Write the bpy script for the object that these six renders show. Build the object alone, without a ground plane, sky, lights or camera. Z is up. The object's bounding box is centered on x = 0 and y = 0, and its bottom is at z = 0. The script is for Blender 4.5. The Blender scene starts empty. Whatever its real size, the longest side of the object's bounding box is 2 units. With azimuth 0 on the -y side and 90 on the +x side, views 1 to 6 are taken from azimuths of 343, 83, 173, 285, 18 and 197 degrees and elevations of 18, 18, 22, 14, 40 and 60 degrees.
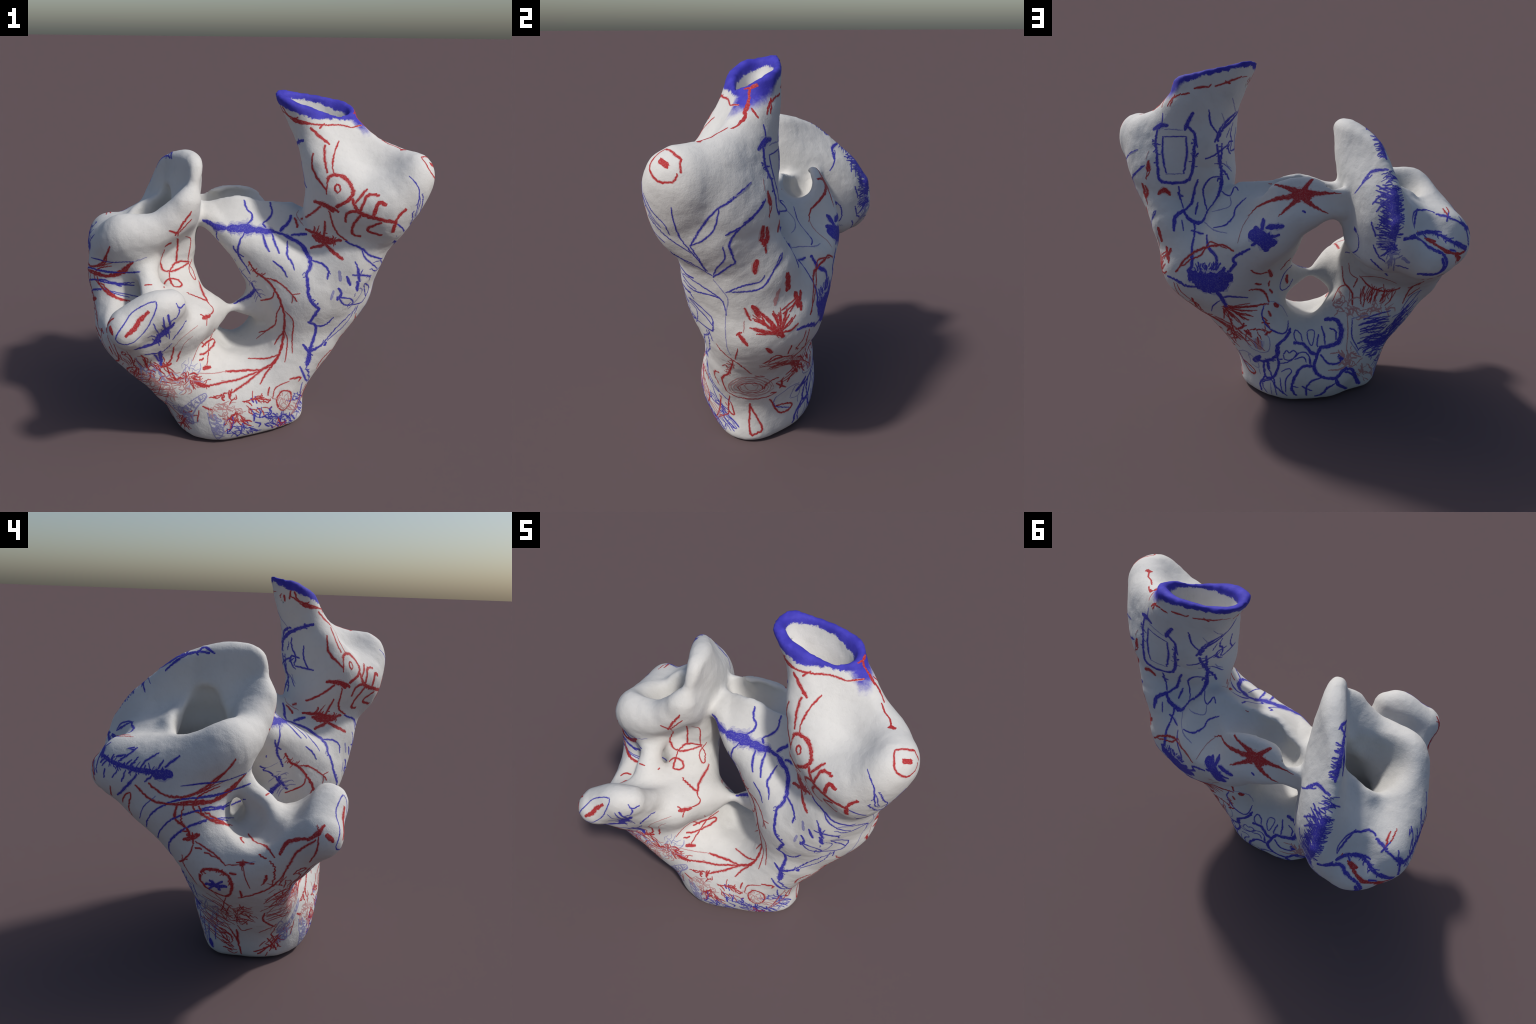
"""A hand-built white ceramic vessel: a tall flattened neck with a blue rim, an
open-topped arch, a flaring funnel, a blunt side spout and a waisted foot, all
pulled from one lump of clay and covered with red and blue brush drawings.

The body is written down as clay operations (rolled limbs, bent slabs, hollows,
thumb dabs) that melt into one another; the resulting distance field is skinned,
relaxed and cut up into its parts.  The drawings are brush strokes laid onto it."""
import bpy
import numpy as np
from itertools import product
from mathutils import Vector, noise
from mathutils.bvhtree import BVHTree

rng = np.random.default_rng(7)

# ---------------------------------------------------------------- clay tools
def melt(a, b, k):
    h = np.maximum(k - np.abs(a - b), 0) / k
    return np.minimum(a, b) - h * h * k * .25

def spline(N, m):
    "Catmull-Rom through the rows of N, m samples per span"
    N = np.asarray(N, np.float32)
    n = len(N)
    t = np.linspace(0, n - 1, (n - 1) * m + 1)
    i = np.minimum(t.astype(int), n - 2)
    u = (t - i).reshape((-1,) + (1,) * (N.ndim - 1))
    E = np.concatenate([2 * N[:1] - N[1:2], N, 2 * N[-1:] - N[-2:-1]])
    a, b, c, d = E[i], E[i + 1], E[i + 2], E[i + 3]
    return .5 * (2 * b + (c - a) * u + (2 * a - 5 * b + 4 * c - d) * u * u + (3 * b - a - 3 * c + d) * u ** 3)

def cone(P, a, b, r1, r2):
    "round cone: two balls and their common tangent cone"
    ab = b - a
    L = float(np.sqrt(ab @ ab))
    d = P - a
    d2 = (d * d).sum(1)
    if L <= abs(r1 - r2) + 1e-6:
        e = P - b
        return np.minimum(np.sqrt(d2) - r1, np.sqrt((e * e).sum(1)) - r2)
    h = d @ (ab / L)
    q = np.sqrt(np.maximum(d2 - h * h, 0))
    s = (r1 - r2) / L
    c = np.sqrt(1 - s * s)
    k = c * h - s * q
    return np.where(k < 0, np.sqrt(d2) - r1, np.where(k > c * L, np.sqrt(q * q + (h - L) ** 2) - r2, q * c + h * s - r1))

class Limb:
    "a rolled limb: nodes (x, y, z, radius); flat=(axis, ratio) squashes its section"
    def __init__(s, nodes, flat):
        N = np.asarray(nodes, np.float32)
        s.fine = len(N) > 5
        if s.fine:
            N = spline(N, 4)
        s.lo, s.hi = (N[:, :3] - N[:, 3:]).min(0), (N[:, :3] + N[:, 3:]).max(0)
        s.C, s.R, s.axis, s.f = N[:, :3], N[:, 3], None, 1.
        if flat:
            ax = np.asarray(flat[:3], np.float32)
            s.axis, s.q, s.f = ax / np.linalg.norm(ax), 1 / flat[3] - 1, min(1., flat[3])
            s.C = s.C + np.outer(s.C @ s.axis, s.axis) * s.q
    def __call__(s, P, reach):
        if s.axis is not None:
            P = P + np.outer(P @ s.axis, s.axis) * s.q
        C, R = s.C, s.R
        out = cone(P, C[0], C[1], R[0], R[1])
        for i in range(1, len(C) - 1):
            e = cone(P, C[i], C[i + 1], R[i], R[i + 1])
            out = np.minimum(out, e) if s.fine else melt(out, e, .03)
        return out * s.f

class Slab:
    "a bent slab: a grid of nodes splined both ways and thickened by their radii"
    def __init__(s, nodes, cols):
        G = np.asarray(nodes, np.float32).reshape(-1, cols, 4)
        G = spline(G, 8)
        G = spline(G.transpose(1, 0, 2), 7).reshape(-1, 4)
        G[:, 3] = np.maximum(G[:, 3], .034)
        s.G = G
        s.lo, s.hi = (G[:, :3] - G[:, 3:]).min(0), (G[:, :3] + G[:, 3:]).max(0)
    def __call__(s, P, reach):
        c = (P.min(0) + P.max(0)) / 2
        r = np.linalg.norm(P.max(0) - c)
        d = np.linalg.norm(s.G[:, :3] - c, axis=1) - s.G[:, 3]
        G = s.G[d < max(d.min() + 2 * r + .01, 0)]
        X, Q = P - c, G[:, :3] - c
        d2 = (X * X).sum(1)[:, None] + (Q * Q).sum(1) - 2 * (X @ Q.T)
        return (np.sqrt(np.maximum(d2, 0)) - G[:, 3]).min(1)

class Plane:
    def __init__(s, p):
        n = np.asarray(p[:3], np.float32)
        s.n, s.d, s.lo = n / np.linalg.norm(n), p[3], None
    def __call__(s, P, reach):
        return P @ s.n - s.d

THUMBS = []
def thumb(part, *dabs):
    "thumb dabs on a part: (x, y, z, how far the surface is pulled out there)"
    THUMBS.extend(dabs)

class Dabs:
    lo, reach = None, 0.09
    def __init__(s):
        s.N = np.asarray(THUMBS, np.float32)
    def apply(s, P, D):
        c = (P.min(0) + P.max(0)) / 2
        r = np.linalg.norm(P.max(0) - c)
        out = D.copy()
        for n in s.N[np.linalg.norm(s.N[:, :3] - c, axis=1) < r + 4.5 * s.reach]:
            d = P - n[:3]
            out -= n[3] * np.exp((d * d).sum(1) * (-.5 / s.reach ** 2))
        return out

def add(name, k, *nodes, flat=None): return ('add', k, Limb(nodes, flat))
def hollow(name, k, *nodes, flat=None): return ('sub', k, Limb(nodes, flat))
def slab(name, k, cols, *nodes): return ('add', k, Slab(nodes, cols))
def cut(name, k, p): return ('cut', k, Plane(p))
def press_in_dabs(): return ('dabs', 0, Dabs())

thumb('spout',
    (-.873, -.31, .741, .026), (-.698, -.497, .666, .033), (-.42, -.44, .731, .023), (-.869, -.451, .848, -.007), (-.842, -.643, .842, .026),
    (-.647, -.61, .825, -.015), (-.573, -.526, .764, .02), (-.364, -.323, .841, -.024), (-.873, -.556, .927, -.003), (-.747, -.366, .944, -.015),
    (-.743, -.646, .934, -.006), (-.621, -.398, .923, -.06), (-.487, -.354, .916, -.026), (-.481, -.552, .878, .013), (-.773, -.51, .993, -.015))
thumb('tall_neck',
    (.406, -.41, 1.2, -.003), (.535, -.079, 1.245, -.02), (.767, -.449, 1.21, -.002), (.28, -.289, 1.308, .007), (.353, -.087, 1.327, .008),
    (.43, -.019, 1.26, -.01), (.445, -.501, 1.334, .011), (.657, -.605, 1.279, .027), (.709, -.085, 1.268, .02), (.86, -.317, 1.297, .017),
    (.282, -.223, 1.437, .013), (.318, -.405, 1.364, -.007), (.475, -.071, 1.445, .019), (.521, -.6, 1.428, .031), (.638, -.631, 1.444, .002),
    (.79, -.15, 1.352, .018), (.265, -.336, 1.514, -.008), (.319, -.447, 1.487, .011), (.421, -.524, 1.472, .011), (.651, -.087, 1.485, .006),
    (.777, -.642, 1.504, .007), (.874, -.559, 1.481, -.023), (.875, -.281, 1.455, .017), (.912, -.411, 1.462, -.002), (.262, -.345, 1.635, .038),
    (.284, -.185, 1.565, -.017), (.535, -.063, 1.575, .004), (.623, -.452, 1.65, -.05), (.634, -.575, 1.554, -.02), (.926, -.479, 1.603, .006),
    (.263, -.173, 1.696, -.013), (.431, -.046, 1.658, .007), (.565, -.075, 1.725, .002), (.575, -.371, 1.745, -.054), (.753, -.425, 1.705, -.013),
    (.773, -.564, 1.658, .015), (.816, -.315, 1.675, .019), (.263, -.052, 1.825, .007), (.289, -.3, 1.811, .008), (.471, -.046, 1.812, .006),
    (.496, -.213, 1.762, -.005), (.611, -.147, 1.82, .021), (.675, -.311, 1.762, .009), (.277, -.249, 1.916, -.006), (.411, -.25, 1.888, -.011))
thumb('tall_neck',
    (.532, -.09, 1.944, .003))
thumb('foot',
    (-.462, -.08, .026, -.015), (-.452, .053, .022, .037), (-.423, -.267, .021, -.006), (-.334, .113, .023, -.023), (-.258, -.376, .017, -.005),
    (-.041, -.353, .023, -.002), (.184, .048, .017, .011), (.271, -.082, .019, -.006), (.305, -.204, .006, .003), (-.227, .214, .107, .021),
    (-.151, -.421, .083, .006), (-.073, .194, .065, -.006), (.073, -.381, .081, -.006), (.082, .174, .079, .003), (-.532, -.159, .176, -.014),
    (-.529, .026, .154, .017), (-.438, .149, .216, .015), (-.312, .197, .19, .01), (-.254, .051, .152, -.06), (-.185, .222, .225, .007),
    (-.18, -.419, .201, .003), (-.024, -.42, .152, .004), (.296, -.274, .213, -.006), (.34, -.134, .238, .003), (-.641, -.181, .315, -.023),
    (-.598, -.342, .331, .016), (-.533, .108, .329, .033), (-.365, -.381, .285, -.002), (-.322, .21, .32, .01), (-.035, -.406, .315, -.004))
thumb('arch',
    (-.054, -.178, 1.02, .008), (.115, .262, 1.007, .04), (.266, -.408, 1.03, .01), (-.065, .075, 1.065, .017), (-.055, .264, 1.113, .011),
    (.057, -.263, 1.135, .024), (.139, -.324, 1.077, .007), (.174, .286, 1.144, .004), (.274, .267, 1.065, .012), (.295, -.322, 1.132, -.019),
    (-.121, -.139, 1.225, .005), (.055, -.133, 1.237, -.006), (.213, -.168, 1.218, -.035), (.185, -.156, 1.855, -.007), (.131, -.091, 1.993, -.003),
    (.168, -.198, 1.969, .012))
thumb('neck_column',
    (-.044, .204, .39, .008), (.117, .199, .449, .005), (.145, -.404, .375, .006), (.29, .098, .435, .015), (-.021, -.284, .489, -.005),
    (-.018, -.114, .509, .004), (.407, -.021, .465, .019), (.494, -.112, .505, -.01), (.246, .195, .614, -.06), (.525, .034, .627, -.003),
    (.017, -.013, .663, .014), (.055, -.195, .734, -.009), (.097, -.314, .707, .026), (.355, -.43, .705, -.007), (.367, .137, .664, .011),
    (.651, -.3, .718, .005), (.709, -.072, .746, -.003), (.145, -.375, .795, -.008), (.251, .205, .828, .019), (.338, -.486, .841, .002),
    (.481, .159, .751, .002), (.547, -.377, .775, -.006), (.656, .087, .814, .005), (.733, -.191, .805, -.004), (-.01, .052, .917, .022),
    (.102, -.329, .945, -.015), (.265, .235, .94, .019), (.404, .213, .926, .016), (.489, -.48, .9, .032), (.565, .132, .915, -.008),
    (.704, -.308, .915, .005), (-.073, -.066, .99, -.009), (.733, -.344, 1.037, .007), (.76, -.141, 1.009, -.006), (.41, .195, 1.07, .011),
    (.431, -.48, 1.079, .013), (.567, -.514, 1.097, .03), (.595, .042, 1.095, .014), (.74, -.038, 1.141, .007), (.407, .05, 1.16, -.023),
    (.668, -.514, 1.16, .013), (.795, -.204, 1.164, -.01))
thumb('funnel_column',
    (-.685, .081, .449, .002), (-.661, -.373, .448, .045), (-.544, .165, .435, -.024), (-.215, .209, .385, .004), (-.202, -.002, .36, -.06),
    (-.185, -.37, .375, .006), (-.838, -.192, .543, .004), (-.786, .041, .545, -.007), (-.753, -.372, .533, .011), (-.363, .208, .495, -.01),
    (-.213, .168, .514, -.038), (-.146, -.059, .485, -.022), (-.141, .062, .536, .049), (-.571, .228, .569, -.013), (-.461, -.37, .56, .027),
    (-.452, .201, .643, -.032), (-.318, .166, .633, -.005), (-.867, .104, .707, .01), (-.769, .209, .72, -.005), (-.665, .172, .67, .008),
    (-.341, -.345, .681, .008), (-.285, -.245, .655, -.003), (-.194, -.159, .684, -.003), (-.104, -.078, .714, -.008), (-.919, .053, .824, .003),
    (-.89, -.107, .786, .003), (-.795, .306, .816, .002), (-.733, -.093, .829, -.024), (-.715, -.243, .825, .004), (-.635, .313, .789, -.003),
    (-.575, -.083, .813, -.06), (-.545, .233, .757, .006), (-.221, -.212, .815, .007), (-.926, .152, .908, -.004), (-.879, .355, .924, .014),
    (-.732, .446, .886, -.029), (-.679, .573, .9, -.017), (-.616, .205, .945, .002), (-.593, .481, .853, -.024), (-.515, .075, .856, -.036),
    (-.443, -.237, .94, -.037), (-.442, .336, .895, .014), (-.317, .173, .916, -.011), (-.289, .063, .855, .008), (-.855, -.055, .975, -.007))
thumb('funnel_column',
    (-.835, .504, .998, .034), (-.641, -.248, .973, .042), (-.637, -.073, .965, -.047), (-.539, .637, .998, .003), (-.425, .488, .956, -.015),
    (-.395, -.066, .968, -.009), (-.305, .085, .99, .008))
thumb('funnel',
    (-.913, .315, 1.035, .023), (-.63, -.489, 1.045, -.022), (-.575, .039, 1.005, -.006), (-.482, -.458, 1.031, -.029), (-.413, .165, 1.004, -.002),
    (-.289, .2, 1.029, -.011), (-.271, .345, 1.035, .012), (-.918, .159, 1.083, .013), (-.908, .029, 1.073, .023), (-.897, .409, 1.114, -.007),
    (-.586, -.615, 1.05, .019), (-.415, .582, 1.051, .005), (-.223, .221, 1.142, -.044), (-.861, .237, 1.219, -.004), (-.836, -.12, 1.157, .029),
    (-.824, .474, 1.197, .01), (-.704, .433, 1.238, .009), (-.634, .135, 1.185, -.003), (-.633, .511, 1.169, -.04), (-.472, 0, 1.173, -.036),
    (-.377, .104, 1.156, -.01), (-.323, .47, 1.245, .012), (-.774, -.071, 1.336, .027), (-.749, -.184, 1.275, .021), (-.595, .217, 1.322, .011),
    (-.552, .405, 1.312, .005), (-.25, .329, 1.252, -.026), (-.512, .296, 1.417, .012), (-.503, .444, 1.421, -.003), (-.457, -.199, 1.429, .042),
    (-.437, .127, 1.359, .003), (-.309, .335, 1.418, .012), (-.288, -.086, 1.352, -.012), (-.442, .399, 1.518, -.009), (-.418, .034, 1.478, -.013),
    (-.384, -.085, 1.499, -.013), (-.307, -.195, 1.451, -.022), (-.296, .141, 1.515, .008), (-.27, .009, 1.539, .014), (-.317, -.157, 1.582, .003),
    (-.343, .045, 1.666, .01))

CLAY = [
    add('left_limb', 0.15, (-.004, -.025, .181, .223), (-.433, -.162, .39, .21), (-.712, -.07, .7, .201)),
    add('front_bump', 0.12, (-.5, -.2, .83, .13), (-.39, -.29, .78, .095)),
    add('back_web', 0.15, (-.48, .05, .58, .2), (-.3, .04, .46, .17), (-.1, 0, .32, .17), (.1, .02, .44, .15), (.2, .05, .62, .14)),
    add('trunk', 0.15, (-.206, -.113, .139, .302), (.164, -.159, .018, .142)),
    add('funnel_neck', 0.15, (-.48, -.01, .81, .19), (-.47, .14, .95, .16), (-.53, .13, 1.19, .18)),
    slab('neck_front', 0.1, 3,
        (-.45, .02, .85, .11), (-.56, -.02, .85, .11), (-.64, 0, .83, .11),
        (-.47, .07, 1.05, .11), (-.565, .02, 1.05, .115), (-.65, -.03, 1.05, .12),
        (-.465, .045, 1.2, .11), (-.57, 0, 1.18, .12), (-.67, -.02, 1.16, .12)),
    add('neck_ridge', 0.06, (-.6, -.04, 1.17, .09), (-.61, -.1, 1.04, .07), (-.6, -.185, .93, .065), (-.57, -.27, .84, .09)),
    add('funnel_back', 0.15, (-.72, .12, .92, .205), (-.63, .498, 1.03, .145), (-.577, .412, 1.13, .15)),
    add('lip', 0.06, (-.36, -.145, 1.42, .055), (-.42, -.13, 1.33, .078), (-.52, -.13, 1.265, .09), (-.63, -.1, 1.225, .11), (-.72, -.02, 1.195, .12), (-.76, .18, 1.13, .13), (-.75, .4, 1.1, .135)),
    add('lip_corner', 0.06, (-.37, -.08, 1.37, .06), (-.47, -.09, 1.28, .075)),
    slab('lip_leaf', 0.08, 6,
        (-.42, .04, 1.1, .07), (-.39, .03, 1.11, .08), (-.38, .15, 1.1, .1), (-.365, .29, 1.08, .103), (-.418, .407, 1.05, .11), (-.46, .44, 1.05, .12),
        (-.37, -.06, 1.27, .06), (-.355, -.02, 1.36, .075), (-.365, .09, 1.385, .1), (-.37, .27, 1.31, .1), (-.435, .42, 1.265, .11), (-.505, .55, 1.12, .09),
        (-.355, -.155, 1.42, .045), (-.328, -.107, 1.595, .042), (-.36, .065, 1.6, .055), (-.428, .257, 1.555, .042), (-.46, .45, 1.4, .045), (-.475, .565, 1.24, .055)),
    slab('stub', 0.12, 3,
        (-.68, -.25, .68, .16), (-.55, -.25, .74, .15), (-.41, -.25, .79, .1),
        (-.72, -.4, .8, .13), (-.6, -.4, .86, .135), (-.48, -.34, .86, .1),
        (-.765, -.532, .885, .117), (-.655, -.522, .947, .128), (-.56, -.505, .975, .103)),
    add('right_limb', 0.2, (.071, -.18, .261, .218), (.307, -.198, .574, .201), (.497, -.131, .872, .25), (.5, -.25, 1.05, .22)),
    slab('tower', 0.1, 3,
        (.36, -.15, 1.15, .09), (.52, -.19, 1.13, .13), (.615, -.18, 1.11, .17),
        (.475, -.295, 1.43, .2), (.6, -.32, 1.4, .235), (.67, -.41, 1.42, .2),
        (.44, -.24, 1.58, .18), (.61, -.3, 1.55, .185), (.79, -.47, 1.56, .135),
        (.34, -.183, 1.78, .125), (.47, -.17, 1.8, .11), (.56, -.21, 1.7, .075),
        (.235, -.13, 2.03, .12), (.344, -.14, 2.02, .117), (.43, -.15, 2.035, .115)),
    cut('chimney_mouth', 0.025, (.147, -.288, .945, 1.934)),
    slab('arch_back', 0.05, 4,
        (.33, .02, .97, .15), (.1, .165, 1.14, .125), (-.003, .215, 1.21, .1), (-.24, .26, 1.24, .075),
        (.27, .085, 1.29, .055), (.1, .183, 1.355, .038), (-.06, .198, 1.383, .036), (-.24, .265, 1.32, .045)),
    add('arch_floor', 0.06, (.3, 0, 1.1, .2), (.1, .06, 1.15, .13), (-.08, .09, 1.22, .085), (-.24, .13, 1.25, .08)),
    add('arch_haunch', 0.08, (-.31, .23, 1.08, .07), (-.25, .24, 1.19, .07)),
    slab('arch_front', 0.08, 4,
        (.344, -.141, .85, .32), (.095, -.075, 1.065, .18), (-.1, -.075, 1.172, .085), (-.21, .01, 1.267, .065),
        (.235, -.04, 1.28, .07), (.11, .01, 1.32, .045), (-.06, .03, 1.345, .045), (-.19, .085, 1.3, .045)),
    hollow('lower_hole', 0.08, (-.05, -.62, .74, .22), (-.075, -.15, .635, .125), (-.08, .3, .6, .11)),
    add('bridge', 0.08, (-.315, -.142, .737, .131), (-.134, -.108, .739, .02), (.073, -.08, .746, .092)),
    press_in_dabs(),
    cut('ground', 0.05, (0, 0, -1, 0)),
    hollow('funnel_bowl', 0.05, (-.8, .09, 1.5, .15), (-.65, .085, 1.39, .145), (-.59, .085, 1.3, .128), (-.55, .11, 1.2, .11)),
    hollow('funnel_throat', 0.03, (-.47, .115, 1.385, .075), (-.46, .12, 1.28, .1), (-.47, .13, 1.15, .13), (-.52, .14, .98, .12)),
    hollow('chimney_bore', 0.022, (.35, -.145, 2.1, .2), (.365, -.15, 1.97, .185), (.385, -.16, 1.88, .15), flat=(.2, 1, 0, .46)),
    hollow('arch_slot', 0.02, (.25, .035, 1.37, .062), (.1, .088, 1.375, .073), (-.05, .125, 1.335, .08), (-.165, .18, 1.305, .066), (-.2, .215, 1.35, .045)),
    hollow('neck_crook', 0.08, (.36, .215, 1.33, .19), (.33, .25, 1.42, .19)),
    hollow('left_pit', 0.05, (-.95, -.33, .94, .1), (-.82, -.26, .905, .098), (-.73, -.195, .885, .085)),
]

def field(P):
    "distance to the clay for a small block of points"
    P = np.asarray(P, np.float32)
    lo, hi = P.min(0), P.max(0)
    D = None
    for what, k, tool in CLAY:
        if what == 'dabs':
            if np.abs(D).min() < .3:
                D = tool.apply(P, D)
            continue
        if D is not None and tool.lo is not None:
            gap = np.linalg.norm(np.maximum(np.maximum(tool.lo - hi, lo - tool.hi), 0)) * (tool.f if hasattr(tool, 'f') else 1)
            if (what == 'add' and gap > D.max() + k) or (what == 'sub' and gap > k - D.min()):
                continue
        d = tool(P, k)
        if D is None:
            D = d
        elif what == 'add':
            D = melt(D, d, k)
        elif what == 'sub':
            D = -melt(-D, d, k)
        else:
            D = -melt(-D, -d, k)
    return D

def skin(lo, hi, h):
    "surface nets over the blocks that the clay surface passes through"
    lo = np.array(lo)
    B = 8
    nb = np.ceil((np.array(hi) - lo) / h / B).astype(int)
    V = np.full(nb * B + 1, 1., np.float32)
    cells = np.stack(np.meshgrid(*[np.arange(k) for k in nb], indexing='ij'), -1).reshape(-1, 3)
    local = np.stack(np.meshgrid(*[np.arange(B + 1)] * 3, indexing='ij'), -1).reshape(-1, 3)
    # leave out the big empty (or full) regions at once
    far = {}
    for c in cells:
        big = tuple(c // 3)
        if big not in far:
            far[big] = field((lo + (np.array(big) + .5) * 3 * B * h)[None])[0]
        if far[big] > 3 * B * h * 1.1:
            continue
        mid = field((lo + (c + .5) * B * h)[None])[0]
        o = c * B
        if abs(mid) < B * h * 1.15:
            V[o[0]:o[0] + B + 1, o[1]:o[1] + B + 1, o[2]:o[2] + B + 1] = field(lo + (o + local) * h).reshape(B + 1, B + 1, B + 1)
        elif mid < 0:
            V[o[0]:o[0] + B + 1, o[1]:o[1] + B + 1, o[2]:o[2] + B + 1] = np.minimum(V[o[0]:o[0] + B + 1, o[1]:o[1] + B + 1, o[2]:o[2] + B + 1], -1)
    S = V < 0
    cs = np.zeros(np.array(V.shape) - 1, np.int8)
    for i, j, k in product((0, 1), repeat=3):
        cs += S[i:i + cs.shape[0], j:j + cs.shape[1], k:k + cs.shape[2]]
    C = np.argwhere((cs > 0) & (cs < 8))
    idx = np.full(cs.shape, -1, np.int64)
    idx[tuple(C.T)] = np.arange(len(C))
    acc, cnt = np.zeros((len(C), 3)), np.zeros(len(C))
    for a in range(3):
        for o in product((0, 1), repeat=3):
            if o[a]:
                continue
            p = C + np.array(o)
            q = p.copy()
            q[:, a] += 1
            v0, v1 = V[tuple(p.T)], V[tuple(q.T)]
            m = (v0 < 0) != (v1 < 0)
            x = np.array(o, float)[None].repeat(len(C), 0)
            x[:, a] += np.where(m, v0 / np.where(m, v0 - v1, 1), 0)
            acc += x * m[:, None]
            cnt += m
    verts = lo + (C + acc / cnt[:, None]) * h
    faces = []
    for a in range(3):
        b, c2 = (a + 1) % 3, (a + 2) % 3
        s0, s1 = [slice(None)] * 3, [slice(None)] * 3
        s0[a], s1[a] = slice(0, -1), slice(1, None)
        A = S[tuple(s0)]
        e = np.argwhere(A != S[tuple(s1)])
        e = e[(e[:, b] > 0) & (e[:, c2] > 0) & (e[:, b] < cs.shape[b]) & (e[:, c2] < cs.shape[c2])]
        s = A[tuple(e.T)]
        ub, uc = np.eye(3, dtype=int)[b], np.eye(3, dtype=int)[c2]
        q = np.stack([idx[tuple((e - ub - uc).T)], idx[tuple((e - uc).T)], idx[tuple(e.T)], idx[tuple((e - ub).T)]], 1)
        q[~s] = q[~s][:, ::-1]
        faces.append(q)
    return verts, np.vstack(faces)

def relax(v, f, n):
    "Taubin smoothing: evens the skin without shrinking it"
    e = np.vstack([f[:, [i, (i + 1) % 4]] for i in range(4)])
    N = len(v)
    deg = np.bincount(e.ravel(), minlength=N)[:, None]
    for i in range(n):
        s = np.stack([np.bincount(e[:, 0], v[e[:, 1], k], N) + np.bincount(e[:, 1], v[e[:, 0], k], N) for k in range(3)], 1)
        v = v + (.5 if i % 2 == 0 else -.52) * (s / deg - v)
    return v

def largest_piece(v, f):
    "drop stray crumbs: keep the connected piece with most vertices"
    lab = np.arange(len(v))
    for _ in range(400):
        m = lab[f].min(1)
        new = lab.copy()
        np.minimum.at(new, f.ravel(), np.repeat(m, 4))
        new = new[new]
        if (new == lab).all():
            break
        lab = new
    best = np.bincount(lab).argmax()
    keep = lab == best
    remap = np.cumsum(keep) - 1
    return v[keep], remap[f[keep[f[:, 0]]]]

def vertex_normals(v, f):
    n = np.cross(v[f[:, 2]] - v[f[:, 0]], v[f[:, 3]] - v[f[:, 1]])
    N = np.stack([np.bincount(f.ravel(), np.repeat(n[:, k], 4), len(v)) for k in range(3)], 1)
    return N / (np.linalg.norm(N, axis=1, keepdims=True) + 1e-12)

verts, faces = skin((-1.08, -.8, -.06), (1.08, .8, 2.1), .0115)
verts, faces = largest_piece(verts, faces)
verts = relax(verts, faces, 24)
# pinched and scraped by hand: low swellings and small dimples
N0 = vertex_normals(verts, faces)
bump = np.empty(len(verts))
for i, p in enumerate(verts):
    q = Vector(p)
    bump[i] = .0036 * noise.noise(q * 8.5) + .0018 * noise.noise(q * 21) + .0009 * noise.noise(q * 47)
top = verts @ np.array((.147, -.288, .945)) - 1.934
bump += np.where(top > -.08, 1, 0) * np.array([.006 * noise.noise(Vector(p) * 13) for p in verts]) * np.clip((top + .08) / .06, 0, 1)
bump *= np.clip(verts[:, 2] / .02, 0, 1)
verts = verts + N0 * bump[:, None]
verts[:, 2] -= verts[:, 2].min()
NORMALS = vertex_normals(verts, faces)

# ---------------------------------------------------------------- materials
RED, BLUE = (.36, .018, .022), (.036, .030, .34)
CLAY_WHITE = (.555, .55, .535)

def mix3(a, b, t): return tuple(x + (y - x) * t for x, y in zip(a, b))

class Nodes:
    def __init__(s, name):
        s.m = bpy.data.materials.new(name)
        s.m.use_nodes = True
        s.t = s.m.node_tree
        s.bsdf = s.t.nodes['Principled BSDF']
        s.obj = s.t.nodes.new('ShaderNodeTexCoord').outputs['Object']
    def put(s, sock, v):
        if isinstance(v, bpy.types.NodeSocket): s.t.links.new(v, sock)
        else: sock.default_value = v
    def math(s, op, a, b=0., c=None):
        n = s.t.nodes.new('ShaderNodeMath'); n.operation = op
        s.put(n.inputs[0], a); s.put(n.inputs[1], b)
        if c is not None: s.put(n.inputs[2], c)
        return n.outputs[0]
    def dot(s, v, n3):
        n = s.t.nodes.new('ShaderNodeVectorMath'); n.operation = 'DOT_PRODUCT'
        s.put(n.inputs[0], v); n.inputs[1].default_value = n3
        return n.outputs['Value']
    def noise(s, scale, detail=3., rough=.55):
        n = s.t.nodes.new('ShaderNodeTexNoise')
        s.put(n.inputs['Vector'], s.obj); n.inputs['Scale'].default_value = scale
        n.inputs['Detail'].default_value = detail; n.inputs['Roughness'].default_value = rough
        return n.outputs['Fac']
    def ramp(s, v, a, b, smooth=True):
        n = s.t.nodes.new('ShaderNodeMapRange'); n.clamp = True
        n.interpolation_type = 'SMOOTHSTEP' if smooth else 'LINEAR'
        s.put(n.inputs['Value'], v); n.inputs['From Min'].default_value = a; n.inputs['From Max'].default_value = b
        return n.outputs['Result']
    def mix(s, f, a, b):
        n = s.t.nodes.new('ShaderNodeMix'); n.data_type = 'RGBA'
        s.put(n.inputs[0], f)
        s.put(n.inputs[6], a if not isinstance(a, tuple) else a + (1,)); s.put(n.inputs[7], b if not isinstance(b, tuple) else b + (1,))
        return n.outputs[2]
    def bump(s, h, strength, dist):
        n = s.t.nodes.new('ShaderNodeBump'); n.inputs['Strength'].default_value = strength; n.inputs['Distance'].default_value = dist
        s.put(n.inputs['Height'], h)
        s.t.links.new(n.outputs[0], s.bsdf.inputs['Normal'])

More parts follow.
